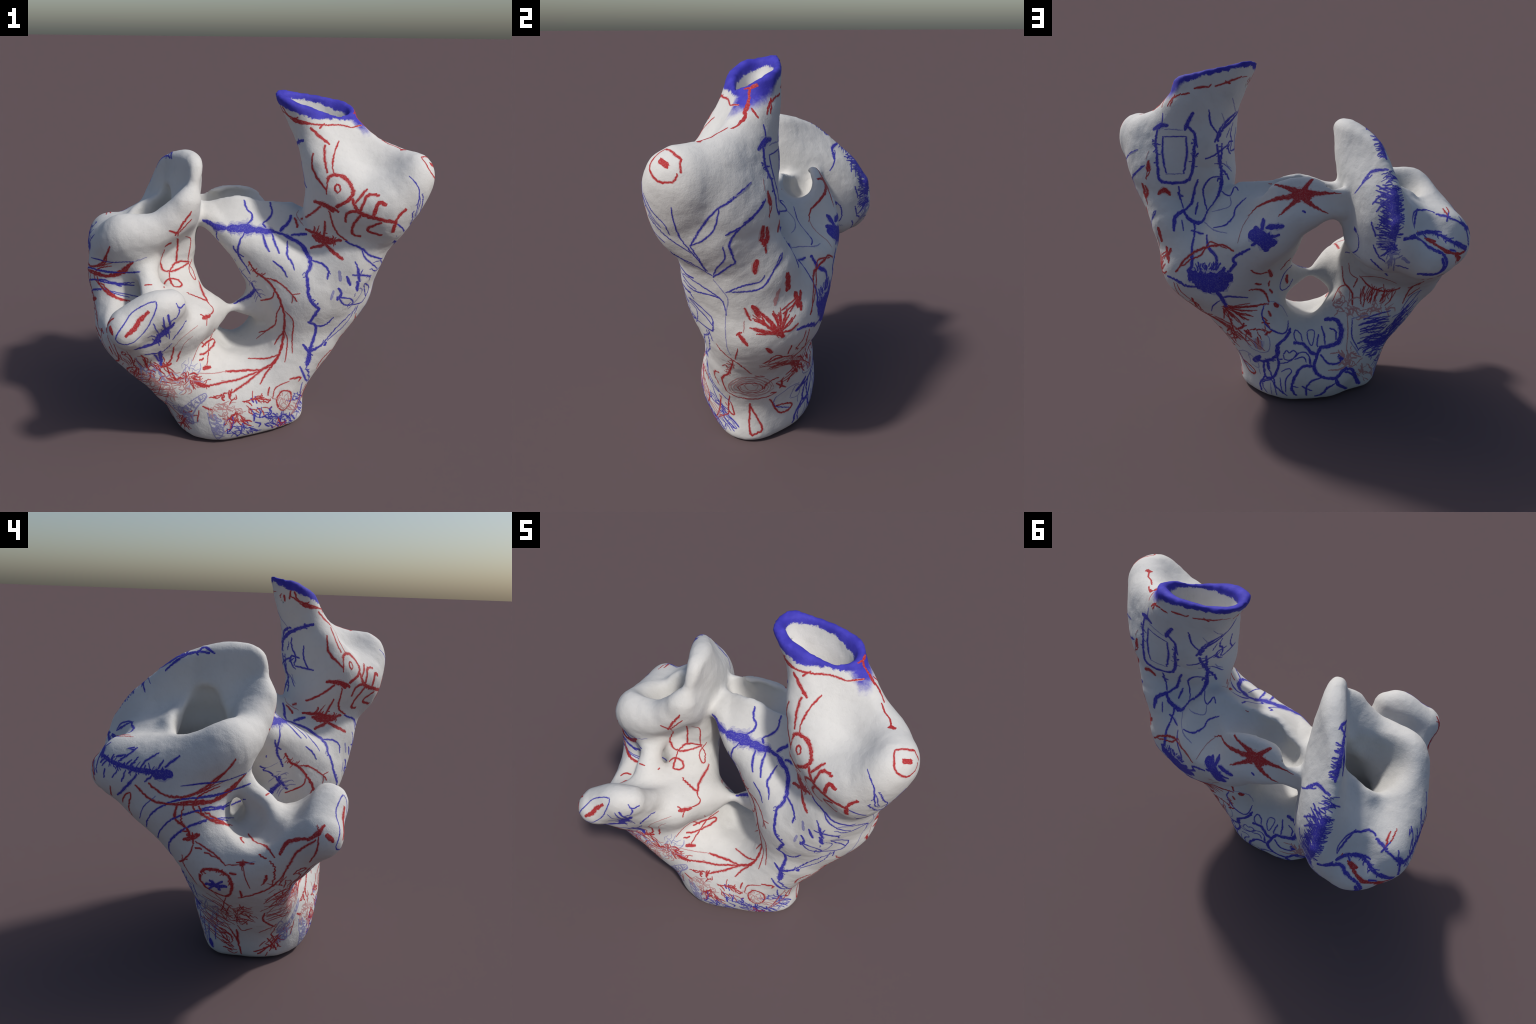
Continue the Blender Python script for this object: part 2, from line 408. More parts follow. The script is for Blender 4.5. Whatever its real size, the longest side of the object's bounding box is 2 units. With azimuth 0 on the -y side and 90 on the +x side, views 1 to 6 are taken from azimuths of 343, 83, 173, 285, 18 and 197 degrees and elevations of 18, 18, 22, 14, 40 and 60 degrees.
def glazed_clay():
    "matt off-white clay; deep blue laid thickly round the mouth of the neck"
    s = Nodes('matt_white_clay')
    grey_mottle = s.ramp(s.noise(5.5, 4.), .52, .78)
    c = s.mix(s.math('MULTIPLY', grey_mottle, .34), CLAY_WHITE, (.41, .405, .39))
    c = s.mix(s.math('MULTIPLY', s.ramp(s.noise(38., 4., .65), .5, .75), .22), c, (.44, .435, .42))
    c = s.mix(s.math('MULTIPLY', s.ramp(s.noise(3.1, 2.), .55, .75), .10), c, (.54, .49, .475))
    pit = s.t.nodes.new('ShaderNodeTexVoronoi'); pit.inputs['Scale'].default_value = 46.
    s.put(pit.inputs['Vector'], s.obj)
    c = s.mix(s.math('MULTIPLY', s.ramp(pit.outputs['Distance'], .075, .03), .35), c, (.30, .29, .275))
    # distance below the slanting plane of the mouth
    below = s.math('SUBTRACT', 1.934, s.dot(s.obj, (.147, -.288, .945)))
    x = s.t.nodes.new('ShaderNodeSeparateXYZ'); s.put(x.inputs[0], s.obj)
    reach = s.math('MULTIPLY_ADD', s.ramp(x.outputs['X'], .52, .60), .034, .044)
    reach = s.math('MULTIPLY_ADD', s.ramp(x.outputs['Y'], -.14, -.02), -.012, reach)
    edge = s.math('MULTIPLY_ADD', s.noise(26., 3.), .034, s.math('MULTIPLY_ADD', s.noise(120., 2.), .016, -.025))
    d = s.math('SUBTRACT', s.math('ADD', reach, edge), below)
    soft = s.math('MULTIPLY_ADD', s.ramp(x.outputs['X'], .50, .58), .022, .004)
    rim = s.math('MULTIPLY', s.ramp(s.math('DIVIDE', d, soft), -1., 1.), s.math('MULTIPLY', s.ramp(x.outputs['Z'], 1.6, 1.7), s.ramp(x.outputs['X'], .66, .63)))
    c = s.mix(rim, c, s.mix(s.ramp(s.noise(14., 4.), .35, .7), BLUE, (.055, .047, .43)))
    s.t.links.new(c, s.bsdf.inputs['Base Color'])
    s.bsdf.inputs['Roughness'].default_value = .72
    s.bsdf.inputs['Specular IOR Level'].default_value = .28
    s.bump(s.math('ADD', s.noise(70., 5., .6), s.math('MULTIPLY', s.noise(230., 2.), .35)), .35, .0045)
    return s.m

def ink(name, colour, dry):
    "brushed underglaze that thins out where the brush ran dry"
    s = Nodes(name)
    f = s.math('MULTIPLY', s.ramp(s.noise(150., 3., .7), .46, .72), dry)
    c = s.mix(f, colour, CLAY_WHITE)
    s.t.links.new(c, s.bsdf.inputs['Base Color'])
    s.bsdf.inputs['Roughness'].default_value = .72
    s.bsdf.inputs['Specular IOR Level'].default_value = .28
    return s.m

WHITE = glazed_clay()
INKS = {
    'red': ink('red_underglaze', RED, .2), 'blue': ink('blue_underglaze', BLUE, .2),
    'rose': ink('thin_red_wash', mix3(RED, CLAY_WHITE, .38), .4), 'violet': ink('thin_blue_wash', mix3(BLUE, CLAY_WHITE, .38), .4),
    'mist': ink('blue_mist', mix3(BLUE, CLAY_WHITE, .72), .7),
    'red_edge': ink('red_bleed', mix3(RED, CLAY_WHITE, .62), .6), 'blue_edge': ink('blue_bleed', mix3(BLUE, CLAY_WHITE, .62), .6),
}

# ---------------------------------------------------------------- the parts
vessel = bpy.data.objects.new('ceramic_vessel', None)
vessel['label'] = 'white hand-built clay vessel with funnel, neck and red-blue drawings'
vessel['category'] = 'ceramic sculpture'
bpy.context.collection.objects.link(vessel)

def hang(name, mesh):
    o = bpy.data.objects.new(name, mesh)
    bpy.context.collection.objects.link(o)
    o.parent = vessel
    return o

mid = verts[faces].mean(1)
X, Y, Z = mid.T
height = mid @ np.array((.147, -.288, .945)) - 1.934
part = np.where(Z < .33, 'foot', np.where(X < -.08, 'funnel_column', 'neck_column')).astype(object)
part[(Z > 1.02) & (X > -.25) & (X < .27)] = 'arch'
part[(Z > .98) & (X <= -.25)] = 'funnel'
part[(X < -.36) & (Y < -.33) & (Z > .66) & (Z < 1.12)] = 'spout'
part[(np.abs(X + .13) < .11) & (Z > .66) & (Z < .83) & (np.abs(Y + .12) < .12)] = 'strut'
part[(X > .2) & (Z > 1.22)] = 'shoulder'
part[(Z > 1.68) & (X < .64) & (X > 0)] = 'neck'
part[(height > -.045) & (Z > 1.75)] = 'rim'

for name in ('foot', 'funnel_column', 'neck_column', 'arch', 'funnel', 'spout', 'strut', 'shoulder', 'neck', 'rim'):
    f = faces[part == name]
    used, f = np.unique(f, return_inverse=True)
    me = bpy.data.meshes.new(name)
    me.from_pydata(verts[used].tolist(), [], f.reshape(-1, 4).tolist())
    me.polygons.foreach_set('use_smooth', np.ones(len(me.polygons), bool))
    me.update()
    me.normals_split_custom_set_from_vertices(NORMALS[used].tolist())
    me.materials.append(WHITE)
    hang(name, me)

# ---------------------------------------------------------------- the drawings
# Every drawing board faces one side of the vessel: eye, point looked at, roll,
# corner of the board's window and its magnification.  Strokes are splines laid
# out on a board, thrown onto the clay and built there as thin raised glaze.
SIDES = {
    'front': ((-1.0832, -3.7894, 2.2859), (0.069, 0.027, 1.006), 0.6),
    'right': ((3.4792, -0.4618, 2.1125), (-0.008, -0.046, 0.951), -0.2),
    'back': ((0.5174, 3.6665, 2.3653), (0.065, 0.034, 0.916), -2.4),
    'left': ((-3.6512, -1.0155, 1.9124), (-0.021, -0.036, 0.947), 2.0),
    'front_above': ((1.0111, -2.9529, 3.5501), (0.077, -0.061, 0.991), 0.5),
    'above': ((-0.6674, 1.8922, 4.2133), (-0.095, 0.043, 0.927), 1.7),
}
DRAWINGS = []
state = dict(board=None, name='vein_drawing', ink='red')

def board(side, u, v, zoom=3.0625):
    state['board'] = (side, u, v, zoom)

def drawing(name):
    state['name'] = name

def stroke(ink, width, *uv, taper=1.0, closed=False, soft=False, spike=False):
    pts = [(uv[i], uv[i + 1]) for i in range(0, len(uv), 2)]
    DRAWINGS.append((state['name'], state['board'], ink, width, pts, taper, closed, soft, spike))

def red(w, *uv, **k): stroke('red', w, *uv, **k)
def blue(w, *uv, **k): stroke('blue', w, *uv, **k)
def rose(w, *uv, **k): stroke('rose', w, *uv, **k)
def violet(w, *uv, **k): stroke('violet', w, *uv, **k)

def hatch(ink, w, a0, a1, b0, b1, n, jitter=10, bend=12):
    "n strokes running from the line a0-a1 to the line b0-b1"
    for i in range(n):
        t = (i + .5) / n + rng.normal() * .25 / n
        p = np.array(a0) + t * (np.array(a1, float) - a0) + rng.normal(size=2) * jitter
        q = np.array(b0) + t * (np.array(b1, float) - b0) + rng.normal(size=2) * jitter
        lo, hi = rng.uniform(0, .3), rng.uniform(.7, 1)
        p, q = p + lo * (q - p), p + hi * (q - p)
        m = (p + q) / 2 + rng.normal(size=2) * bend
        stroke(ink, w * rng.uniform(.6, 1.3), *p, *m, *q)

def burst(ink, w, cx, cy, *ends, n=3):
    for i in range(0, len(ends), 2):
        for k in range(n):
            ex, ey = np.array((ends[i], ends[i + 1])) + rng.normal(size=2) * 22
            f = rng.uniform(.0, .25)
            stroke(ink, w * rng.uniform(.6, 1.2), cx + f * (ex - cx) + rng.normal() * 8, cy + f * (ey - cy) + rng.normal() * 8, (cx + ex) / 2 + rng.normal() * 8, (cy + ey) / 2 + rng.normal() * 8, ex, ey)

def comb(ink, w, spine, length, lean, n, sides=(-1, 1)):
    "bristles standing off a spine"
    P = np.array(spine, float).reshape(-1, 2)
    P = spline(P, 8)
    for i in range(n):
        k = int(rng.uniform(0, len(P) - 1.01))
        t = P[k + 1] - P[k]
        t /= np.linalg.norm(t) + 1e-6
        s = sides[int(rng.integers(len(sides)))]
        d = s * np.array((t[1], -t[0])) + t * rng.normal(lean, .3)
        L = length * rng.uniform(.35, 1.1)
        p = P[k] + rng.normal(size=2) * 5
        stroke(ink, w * rng.uniform(.6, 1.3), *p, *(p + d * L * .5 + rng.normal(size=2) * 5), *(p + d * L))

def scribble(ink, w, cx, cy, rx, ry, n, length, angle=None):
    "short wandering strokes filling an oval"
    for i in range(n):
        r, a = np.sqrt(rng.uniform()), rng.uniform(0, 2 * np.pi)
        p = np.array((cx + r * rx * np.cos(a), cy + r * ry * np.sin(a)))
        h = rng.uniform(0, 2 * np.pi) if angle is None else angle + rng.normal() * .5
        pts = [p]
        for k in range(3):
            h += rng.normal() * .7
            pts.append(pts[-1] + length * rng.uniform(.2, .5) * np.array((np.cos(h), np.sin(h))))
        stroke(ink, w * rng.uniform(.6, 1.4), *np.concatenate(pts))

# ---- front, lower left: the long-necked figure, the spout, the red tree
board('front', 160, 400)
drawing('figure_drawing')
red(13, 680, 75, 640, 130, 600, 190, 585, 215); red(9, 680, 120, 640, 165, 600, 205); red(14, 550, 190, 585, 200, 605, 200)
red(10, 600, 205, 597, 290, 588, 385, taper=.3); red(12, 555, 265, 538, 272, 525, 285)
red(11, 515, 310, 495, 370, 505, 420, 545, 438, 600, 425, 650, 395, 665, 380, 620, 375, 580, 390, 550, 430, taper=.3)
red(8, 650, 225, 678, 240, 668, 320, 660, 380); red(8, 660, 385, 690, 430, 708, 485, 690, 475, 668, 420, 684, 365)
red(8, 548, 440, 548, 480); red(10, 515, 532, 525, 500, 550, 482, 600, 490, 622, 518, 605, 532, 572, 526, 550, 485, taper=.3)
red(13, 730, 500, 745, 550, 770, 600, 785, 630); red(14, 660, 570, 710, 590, 775, 618); red(8, 785, 630, 815, 665, 810, 690, 775, 720)
red(9, 740, 700, 775, 720); red(24, 758, 722, 776, 716, 795, 708); red(8, 780, 720, 778, 765)
drawing('branch_drawing')
blue(26, 760, 125, 800, 145, 835, 165); blue(44, 825, 163, 850, 168, 880, 172, soft=True)
blue(62, 925, 172, 1000, 175, 1070, 182, soft=True); blue(50, 1085, 186, 1130, 190, 1175, 192, soft=True)
blue(24, 1160, 190, 1230, 205, 1290, 235, 1350, 270, 1385, 320, 1410, 370, 1408, 415, 1388, 450, taper=.5); blue(30, 1250, 215, 1290, 235, 1320, 250)
blue(10, 835, 190, 840, 230, 865, 275); blue(12, 1005, 5, 1020, 50, 1055, 95, 1040, 135, 1020, 155); blue(13, 1165, 15, 1175, 80, 1150, 120, 1125, 140)
blue(14, 1120, 150, 1140, 170); blue(22, 1290, 100, 1275, 140, 1230, 185); blue(16, 1300, 215, 1340, 212, 1385, 208)
blue(12, 1120, 210, 1135, 270, 1160, 315); blue(14, 1175, 205, 1195, 270, 1220, 325); blue(11, 1270, 255, 1270, 300, 1270, 340, 1300, 390, 1312, 425)
blue(12, 1420, 370, 1480, 390, 1520, 430, 1515, 480); blue(6, 1520, 430, 1535, 450); blue(9, 1185, 375, 1240, 420, 1268, 470)
blue(13, 1010, 200, 975, 260, 970, 330, 990, 370, 1020, 410, 1040, 450); blue(11, 940, 285, 960, 320, 1000, 345)
blue(9, 950, 365, 990, 440, 1040, 500, 1070, 550); blue(26, 1055, 515, 1070, 545, 1055, 572, 1010, 600, 955, 628); blue(14, 1070, 540, 1105, 595)
comb('violet', 6, (1000, 380, 1060, 520, 1100, 590), 30, .8, 18)
blue(20, 1385, 450, 1395, 510, 1400, 580, 1425, 635, 1460, 665, 1440, 700, 1408, 750, taper=.4); comb('blue', 6, (1385, 450, 1400, 580, 1460, 665), 16, .5, 16)
blue(18, 1400, 750, 1440, 765, 1445, 800, 1430, 850, 1410, 910, 1395, 960, 1390, 1015); blue(12, 1445, 770, 1500, 765, 1550, 720)
blue(18, 1370, 890, 1410, 925, 1480, 885); blue(30, 1412, 905, 1403, 950, 1398, 1000); blue(14, 1350, 1025, 1370, 1070, 1390, 1115)
comb('blue', 7, (1420, 890, 1400, 1010), 20, .7, 14)
drawing('tree_drawing')
red(13, 1040, 385, 1075, 440, 1130, 480, 1190, 545, 1230, 630, 1250, 700, 1250, 790, 1240, 870, 1220, 945, 1180, 1000, 1110, 1040, taper=.3)
red(9, 1130, 475, 1200, 495, 1260, 540, 1300, 580, 1330, 620); red(6, 1300, 580, 1350, 570); red(6, 1305, 585, 1300, 625)
red(9, 1230, 645, 1205, 700, 1195, 760, 1150, 795, 1100, 810); red(6, 1150, 795, 1080, 845); red(10, 1245, 810, 1210, 850, 1195, 880)
red(8, 1250, 800, 1270, 850, 1265, 930, 1255, 990); red(8, 1255, 680, 1305, 740, 1300, 840, 1300, 935); red(9, 1185, 570, 1175, 600, 1110, 615)
red(10, 1220, 945, 1140, 970, 1035, 970); red(13, 1110, 1040, 1000, 1045, 895, 1050); rose(6, 895, 1050, 810, 1062, 720, 1060)
red(12, 1105, 1045, 980, 1095, 870, 1120, 760, 1140, 700, 1120); red(13, 1110, 1045, 1030, 1110, 925, 1185); red(10, 1200, 990, 1140, 1060, 1105, 1125)
red(22, 700, 1095, 735, 1130, 790, 1140); comb('red', 5, (710, 1100, 790, 1140), 34, .2, 14); comb('red', 6, (1040, 390, 1130, 480), 22, .4, 10)
drawing('kite_drawing')
red(8, 825, 790, 790, 870, 785, 950, 775, 1030); red(10, 750, 895, 800, 855, 825, 860, 815, 890, 770, 935, 740, 945, taper=.3)
red(6, 800, 830, 745, 870, 715, 920, 690, 985); red(12, 735, 980, 760, 970); red(22, 760, 1030, 778, 1028, 792, 1024); red(8, 745, 870, 775, 890)
drawing('spout_drawing')
blue(8, 465, 620, 400, 640, 320, 690, 270, 760, 225, 830, 225, 865, 270, 885, 330, 870, 400, 800, 440, 730, 468, 660, 465, 620, closed=True)
red(30, 285, 832, 330, 790, 365, 740, 415, 690); red(26, 185, 782, 190, 800, 197, 818)
blue(52, 465, 862, 510, 815, 565, 768); blue(8, 450, 760, 470, 800, 490, 830); blue(9, 510, 720, 515, 790); blue(16, 540, 710, 550, 770)
blue(14, 550, 750, 600, 710, 610, 670); blue(10, 590, 635, 610, 660, 650, 630); blue(26, 340, 915, 420, 890, 480, 870); blue(11, 570, 850, 610, 800, 650, 740)
blue(10, 400, 945, 500, 930, 560, 880); blue(26, 488, 935, 495, 1005); blue(14, 455, 950, 482, 980); comb('blue', 7, (470, 860, 560, 770), 45, -.3, 14)
red(8, 195, 715, 165, 780, 175, 850, 200, 910, 235, 970); red(8, 180, 900, 200, 940)
red(12, 575, 905, 555, 980, 520, 1015); red(12, 615, 930, 595, 990); red(20, 500, 1022, 525, 1014, 552, 1005); rose(5, 690, 835, 640, 880, 615, 935); rose(5, 720, 770, 620, 850, 575, 905)
drawing('vein_drawing')
red(14, 180, 290, 155, 350, 120, 395, 60, 410); red(16, 320, 385, 270, 430, 190, 465, 140, 460, 62, 430); red(6, 105, 410, 190, 390)
red(8, 65, 430, 65, 520, 85, 600, 90, 660, 110, 760); red(14, 80, 590, 88, 630); red(10, 105, 470, 130, 530, 190, 585, 285, 620); red(12, 130, 790, 140, 810); red(8, 95, 780, 120, 860)
blue(7, 75, 355, 180, 380, 330, 378); violet(6, 340, 375, 410, 355); blue(7, 100, 430, 200, 445, 365, 440); blue(9, 70, 490, 150, 490, 210, 510, 330, 505); blue(16, 195, 505, 218, 512); blue(7, 75, 545, 150, 545, 220, 575, 300, 595)
blue(18, 100, 140, 62, 190, 56, 300)
drawing('base_scribble')
hatch('red', 7, (190, 920), (520, 1010), (250, 1000), (600, 1080), 22, 18)
hatch('rose', 7, (260, 1010), (520, 1180), (330, 1060), (600, 1200), 26, 22)
scribble('red', 6, 400, 1060, 190, 70, 22, 60, .5); scribble('rose', 6, 560, 1130, 130, 80, 28, 60, .6); scribble('violet', 7, 430, 1060, 90, 45, 14, 90)
scribble('violet', 4, 665, 1075, 60, 70, 18, 60); scribble('red', 7, 650, 1095, 70, 30, 16, 50)
hatch('violet', 6, (620, 1275), (760, 1190), (650, 1300), (770, 1230), 16, 8); hatch('violet', 6, (600, 1260), (640, 1360), (690, 1280), (695, 1370), 14, 8); violet(8, 620, 1280, 700, 1220, 765, 1185, 770, 1215, 720, 1265, 690, 1320, 695, 1370, 650, 1350, 620, 1280); red(7, 545, 1250, 620, 1330, 680, 1400); scribble('red', 7, 620, 1330, 60, 50, 10, 60, 1.)
scribble('red', 7, 880, 1205, 90, 20, 10, 50); red(12, 755, 1265, 810, 1280); red(7, 730, 1290, 722, 1350)
scribble('rose', 5, 880, 1290, 110, 50, 30, 60, .8); scribble('red', 7, 960, 1330, 60, 50, 18, 60, 1.); scribble('red', 7, 1060, 1250, 80, 40, 16, 55, -.5)
hatch('violet', 6, (780, 1310), (840, 1460), (850, 1330), (880, 1440), 18, 10); violet(8, 780, 1305, 800, 1380, 835, 1460, 860, 1455, 880, 1410, 830, 1350, 780, 1305); violet(6, 860, 1420, 930, 1430, 1010, 1415); scribble('blue', 6, 960, 1400, 110, 25, 26, 50, .1); scribble('blue', 8, 1150, 1335, 110, 40, 26, 55, -.4); scribble('blue', 8, 1270, 1330, 70, 40, 22, 45, -.4)
red(9, 1215, 1275, 1205, 1220, 1240, 1170, 1290, 1180, 1285, 1240, 1250, 1285, 1215, 1275, closed=True); scribble('rose', 5, 1250, 1225, 60, 55, 24, 40); red(7, 1180, 1215, 1200, 1150, 1280, 1110)
scribble('blue', 7, 1320, 1230, 30, 60, 18, 40, 1.5); red(9, 1160, 1150, 1150, 1190); red(12, 1290, 1095, 1350, 1085, 1340, 1105); red(8, 1380, 1130, 1340, 1240, 1300, 1310); blue(9, 1360, 1120, 1340, 1210)
blue(9, 1050, 1215, 1062, 1240); blue(9, 1075, 1205, 1082, 1240); scribble('red', 8, 1200, 1385, 60, 10, 8, 50, -.2)

# ---- front, upper right: fish skeleton, star, veins of the bulge
board('front', 450, 170)
drawing('rim_line')
red(9, 352, 135, 400, 200, 450, 232, 520, 238, 600, 245, 700, 245, 760, 258, taper=.4); red(16, 415, 207, 450, 228, 485, 236); red(12, 580, 262, 605, 235); red(8, 770, 262, 830, 245)
drawing('fish_bone_drawing')
red(16, 525, 265, 575, 310, 635, 360); red(14, 612, 372, 610, 450, 625, 535, taper=.4); red(10, 695, 345, 670, 420, 658, 490, 668, 540); red(14, 540, 420, 532, 490, 560, 560, 620, 640); red(10, 626, 600, 622, 670)
red(22, 630, 575, 660, 552, 720, 562, 770, 612, 782, 670, 742, 715, 690, 745, taper=.4); red(13, 632, 560, 630, 605); red(10, 690, 605, 672, 630, 690, 660, 708, 635, 690, 605, closed=True)
red(22, 782, 700, 800, 750, 840, 790, 920, 815, 1000, 835, 1035, 840, taper=.4); red(16, 870, 640, 835, 680, 800, 722); red(18, 940, 680, 885, 672, 850, 720, 830, 780, taper=.4)
red(20, 985, 735, 945, 720, 925, 760, 910, 810, taper=.4); red(16, 740, 835, 750, 785, 830, 772, taper=.4); red(16, 830, 800, 785, 860, 780, 910, 825, 925, taper=.4); red(16, 955, 845, 890, 870, 880, 895, 955, 920, taper=.4); red(20, 1105, 765, 1055, 820, 1030, 895, taper=.4)
drawing('star_drawing')
red(22, 550, 715, 620, 735, 690, 775); red(34, 585, 728, 620, 740, 655, 772); red(14, 580, 745, 530, 790, 470, 820, taper=.5); rose(6, 450, 770, 440, 800, 480, 860); red(16, 430, 820, 442, 868); red(12, 640, 775, 660, 850, 690, 910, 745, 950)
red(20, 500, 885, 570, 915, 640, 950, 705, 950); red(14, 612, 840, 610, 900, 600, 950); red(16, 530, 995, 600, 980, 640, 960); red(20, 610, 970, 670, 1030, 718, 1066); red(50, 555, 930, 605, 948, 655, 955); comb('red', 8, (540, 910, 680, 955), 40, .2, 16)
drawing('vein_drawing')
blue(12, 740, 960, 830, 1000, 890, 1045, 965, 1065, taper=.5); blue(9, 840, 1015, 860, 1060, 935, 1125, taper=.5); blue(8, 1130, 560, 1175, 610, 1190, 660, 1180, 740, 1160, 820); blue(6, 1190, 670, 1195, 720, 1170, 800); blue(10, 1060, 855, 1095, 900, 1050, 960)
drawing('small_figure_drawing')
blue(10, 800, 1085, 820, 1140); blue(14, 785, 1165, 850, 1165, 900, 1172); blue(22, 815, 1130, 818, 1165, 822, 1200); blue(20, 812, 1210, 812, 1255); blue(8, 832, 1160, 845, 1138); violet(20, 700, 1145, 705, 1190); blue(18, 750, 1178, 760, 1218)
blue(16, 695, 1250, 712, 1275, 690, 1312); blue(10, 690, 1300, 770, 1310, 780, 1340, 730, 1345, 700, 1305, taper=.4); blue(8, 780, 1345, 840, 1325, 880, 1240, 852, 1220, 860, 1290, taper=.4); violet(16, 650, 1310, 665, 1265)
blue(8, 800, 1360, 740, 1460, 630, 1560); blue(8, 815, 1350, 790, 1390); blue(14, 450, 335, 456, 356)
board('front', 380, 400)
blue(9, 1025, 655, 880, 800, 810, 880, 740, 930); red(10, 880, 900, 800, 985, 775, 1030); red(8, 640, 1095, 680, 1085)

# ---- right side: ringed dot, leaf veins, red bursts
board('right', 226, 90)
drawing('drip_drawing')
red(16, 805, 246, 768, 265, 760, 320, 750, 370, taper=.5); red(16, 735, 265, 770, 262, 810, 246); red(18, 742, 370, 735, 395, 728, 415); red(15, 780, 390, 815, 445); red(13, 895, 330, 870, 420)
drawing('ring_drawing')
board('front_above', 0, 0, 1.53125)
ring = [c for a in np.linspace(0, 2 * np.pi, 15) for c in (1205 + 39 * np.cos(a) + rng.normal() * 2, 766 + 42 * np.sin(a) + rng.normal() * 2)]
red(6, *ring, closed=True)
red(17, 1199, 760, 1210, 762, 1221, 764)
drawing('drip_drawing')
red(8, 1098, 498, 1112, 525, 1128, 550, 1138, 580); red(5, 1133, 588, 1140, 610, 1158, 635, 1160, 655); red(14, 1155, 658, 1163, 660, 1172, 662)
drawing('vein_drawing')
red(5, 335, 806, 350, 800, 375, 808); red(6, 352, 690, 368, 692, 380, 688); red(5, 345, 700, 360, 745, 380, 765, 405, 775)
board('right', 226, 90)
drawing('leaf_vein_drawing')
blue(9, 540, 1420, 560, 1370, 610, 1310, 600, 1240); blue(13, 545, 1420, 655, 1345, 675, 1330, 640, 1220, 700, 1130, 790, 1050, 850, 960, taper=.4); blue(11, 620, 1165, 700, 1120)
blue(13, 400, 1230, 480, 1100, 560, 1010, 640, 960, 770, 845, taper=.5); blue(11, 405, 1225, 470, 1200, 545, 1130, 575, 1010); blue(12, 400, 1235, 450, 1310, 490, 1380)
blue(10, 285, 1000, 290, 1050, 330, 1170, 400, 1260, 500, 1380); blue(9, 108, 900, 160, 1010, 240, 1100, 270, 1160); blue(9, 112, 930, 150, 1050, 230, 1150, 290, 1200, 400, 1270); blue(10, 205, 1195, 300, 1280, 430, 1350, 530, 1410); blue(8, 265, 1260, 420, 1350)
drawing('spot_drawing')
red(26, 878, 905, 880, 940, 884, 970); red(7, 885, 970, 885, 1060); rose(5, 845, 820, 855, 890); red(42, 868, 1130, 872, 1165, 866, 1205); red(12, 860, 1200, 862, 1270); red(40, 806, 1330, 800, 1355, 798, 1385); red(34, 992, 1408, 1000, 1445, 1004, 1485)
board('right', 226, 440)
drawing('leaf_vein_drawing')
blue(10, 357, 330, 450, 390, 580, 480, 610, 530, 620, 580); blue(9, 362, 370, 420, 430, 560, 470, 600, 500); violet(7, 540, 365, 600, 440, 630, 490, 615, 580); violet(6, 615, 590, 615, 680, 625, 780, 645, 825)
blue(10, 620, 445, 720, 405, 820, 380, 855, 345); blue(10, 630, 440, 720, 440, 830, 420, 890, 350, 955, 210); blue(9, 362, 412, 400, 450, 420, 480); blue(8, 380, 480, 440, 550, 435, 620, 385, 500)
drawing('burst_drawing')
burst('red', 13, 950, 700, 770, 600, 780, 650, 790, 690, 830, 580, 960, 560, 1000, 560, 1060, 600, 930, 560, 900, 660); red(50, 905, 665, 945, 690, 960, 705)
red(18, 735, 545, 765, 610); red(38, 788, 535, 805, 555, 820, 585); rose(26, 945, 430, 930, 470, 918, 515); red(28, 1076, 440, 1072, 470, 1066, 505); red(8, 1010, 560, 1060, 490); red(10, 1080, 500, 1085, 540)
rose(5, 730, 620, 720, 690); red(24, 700, 705, 720, 730, 745, 765); red(12, 685, 705, 715, 690); red(11, 1130, 670, 1115, 730, 1095, 790); red(8, 1165, 720, 1150, 755)
drawing('waist_drawing')
red(10, 560, 760, 600, 810, 665, 862); red(10, 665, 860, 720, 900, 770, 940); red(7, 690, 790, 680, 850); red(14, 660, 870, 640, 930, 595, 970, 620, 1040); red(20, 870, 790, 900, 812); red(10, 1020, 770, 1000, 820)
hatch('red', 8, (800, 880), (900, 920), (1040, 820), (1090, 860), 18, 14); comb('red', 6, (655, 880, 595, 970), 30, .3, 12); scribble('red', 9, 1060, 860, 60, 40, 14, 50, 1.2); red(18, 1040, 915, 1046, 922)
red(8, 690, 1020, 740, 1000, 820, 1005, 845, 1030, 800, 1055, 720, 1055, 690, 1020, closed=True)
for r in (.35, .55, .7, .85, 1.0, 1.1):
    ring = [c for a in np.linspace(0, 2 * np.pi, 13) for c in (772 + 125 * r * np.cos(a), 1020 + 52 * r * np.sin(a) + rng.normal() * 4)]
    rose(6, *ring)
red(13, 860, 1010, 910, 975, 935, 970); red(10, 850, 1030, 870, 1000); red(8, 800, 955, 850, 960); red(12, 930, 1000, 980, 1020); red(18, 960, 1000, 950, 1022); red(18, 900, 1062, 922, 1058); red(9, 620, 1045, 680, 1080, 780, 1097, 860, 1085, 910, 1065)
drawing('pennant_drawing')
red(11, 765, 1130, 765, 1300, 810, 1305, 838, 1270, 768, 1140, taper=.4); red(11, 890, 1100, 940, 1175, 1000, 1160, 1018, 1120, 930, 1135, taper=.4); red(10, 640, 1080, 635, 1160, 670, 1190, 650, 1120); red(10, 590, 1080, 580, 1160, 560, 1205)
blue(10, 500, 790, 500, 880, 530, 970, 580, 1050, 640, 1108); blue(20, 505, 815, 512, 830); violet(8, 590, 1180, 635, 1210, 615, 1290); blue(10, 1150, 790, 1148, 880, 1110, 1000, 1110, 1080, 1060, 1160, 1055, 1215); blue(16, 1115, 960, 1110, 1010); violet(7, 1010, 1085, 1040, 1020, 1070, 1010, 1060, 1070, 1015, 1090)
red(12, 1250, 230, 1190, 240, 1170, 290, 1170, 400, 1150, 520, 1135, 575); blue(14, 1225, 590, 1190, 635, 1095, 655)

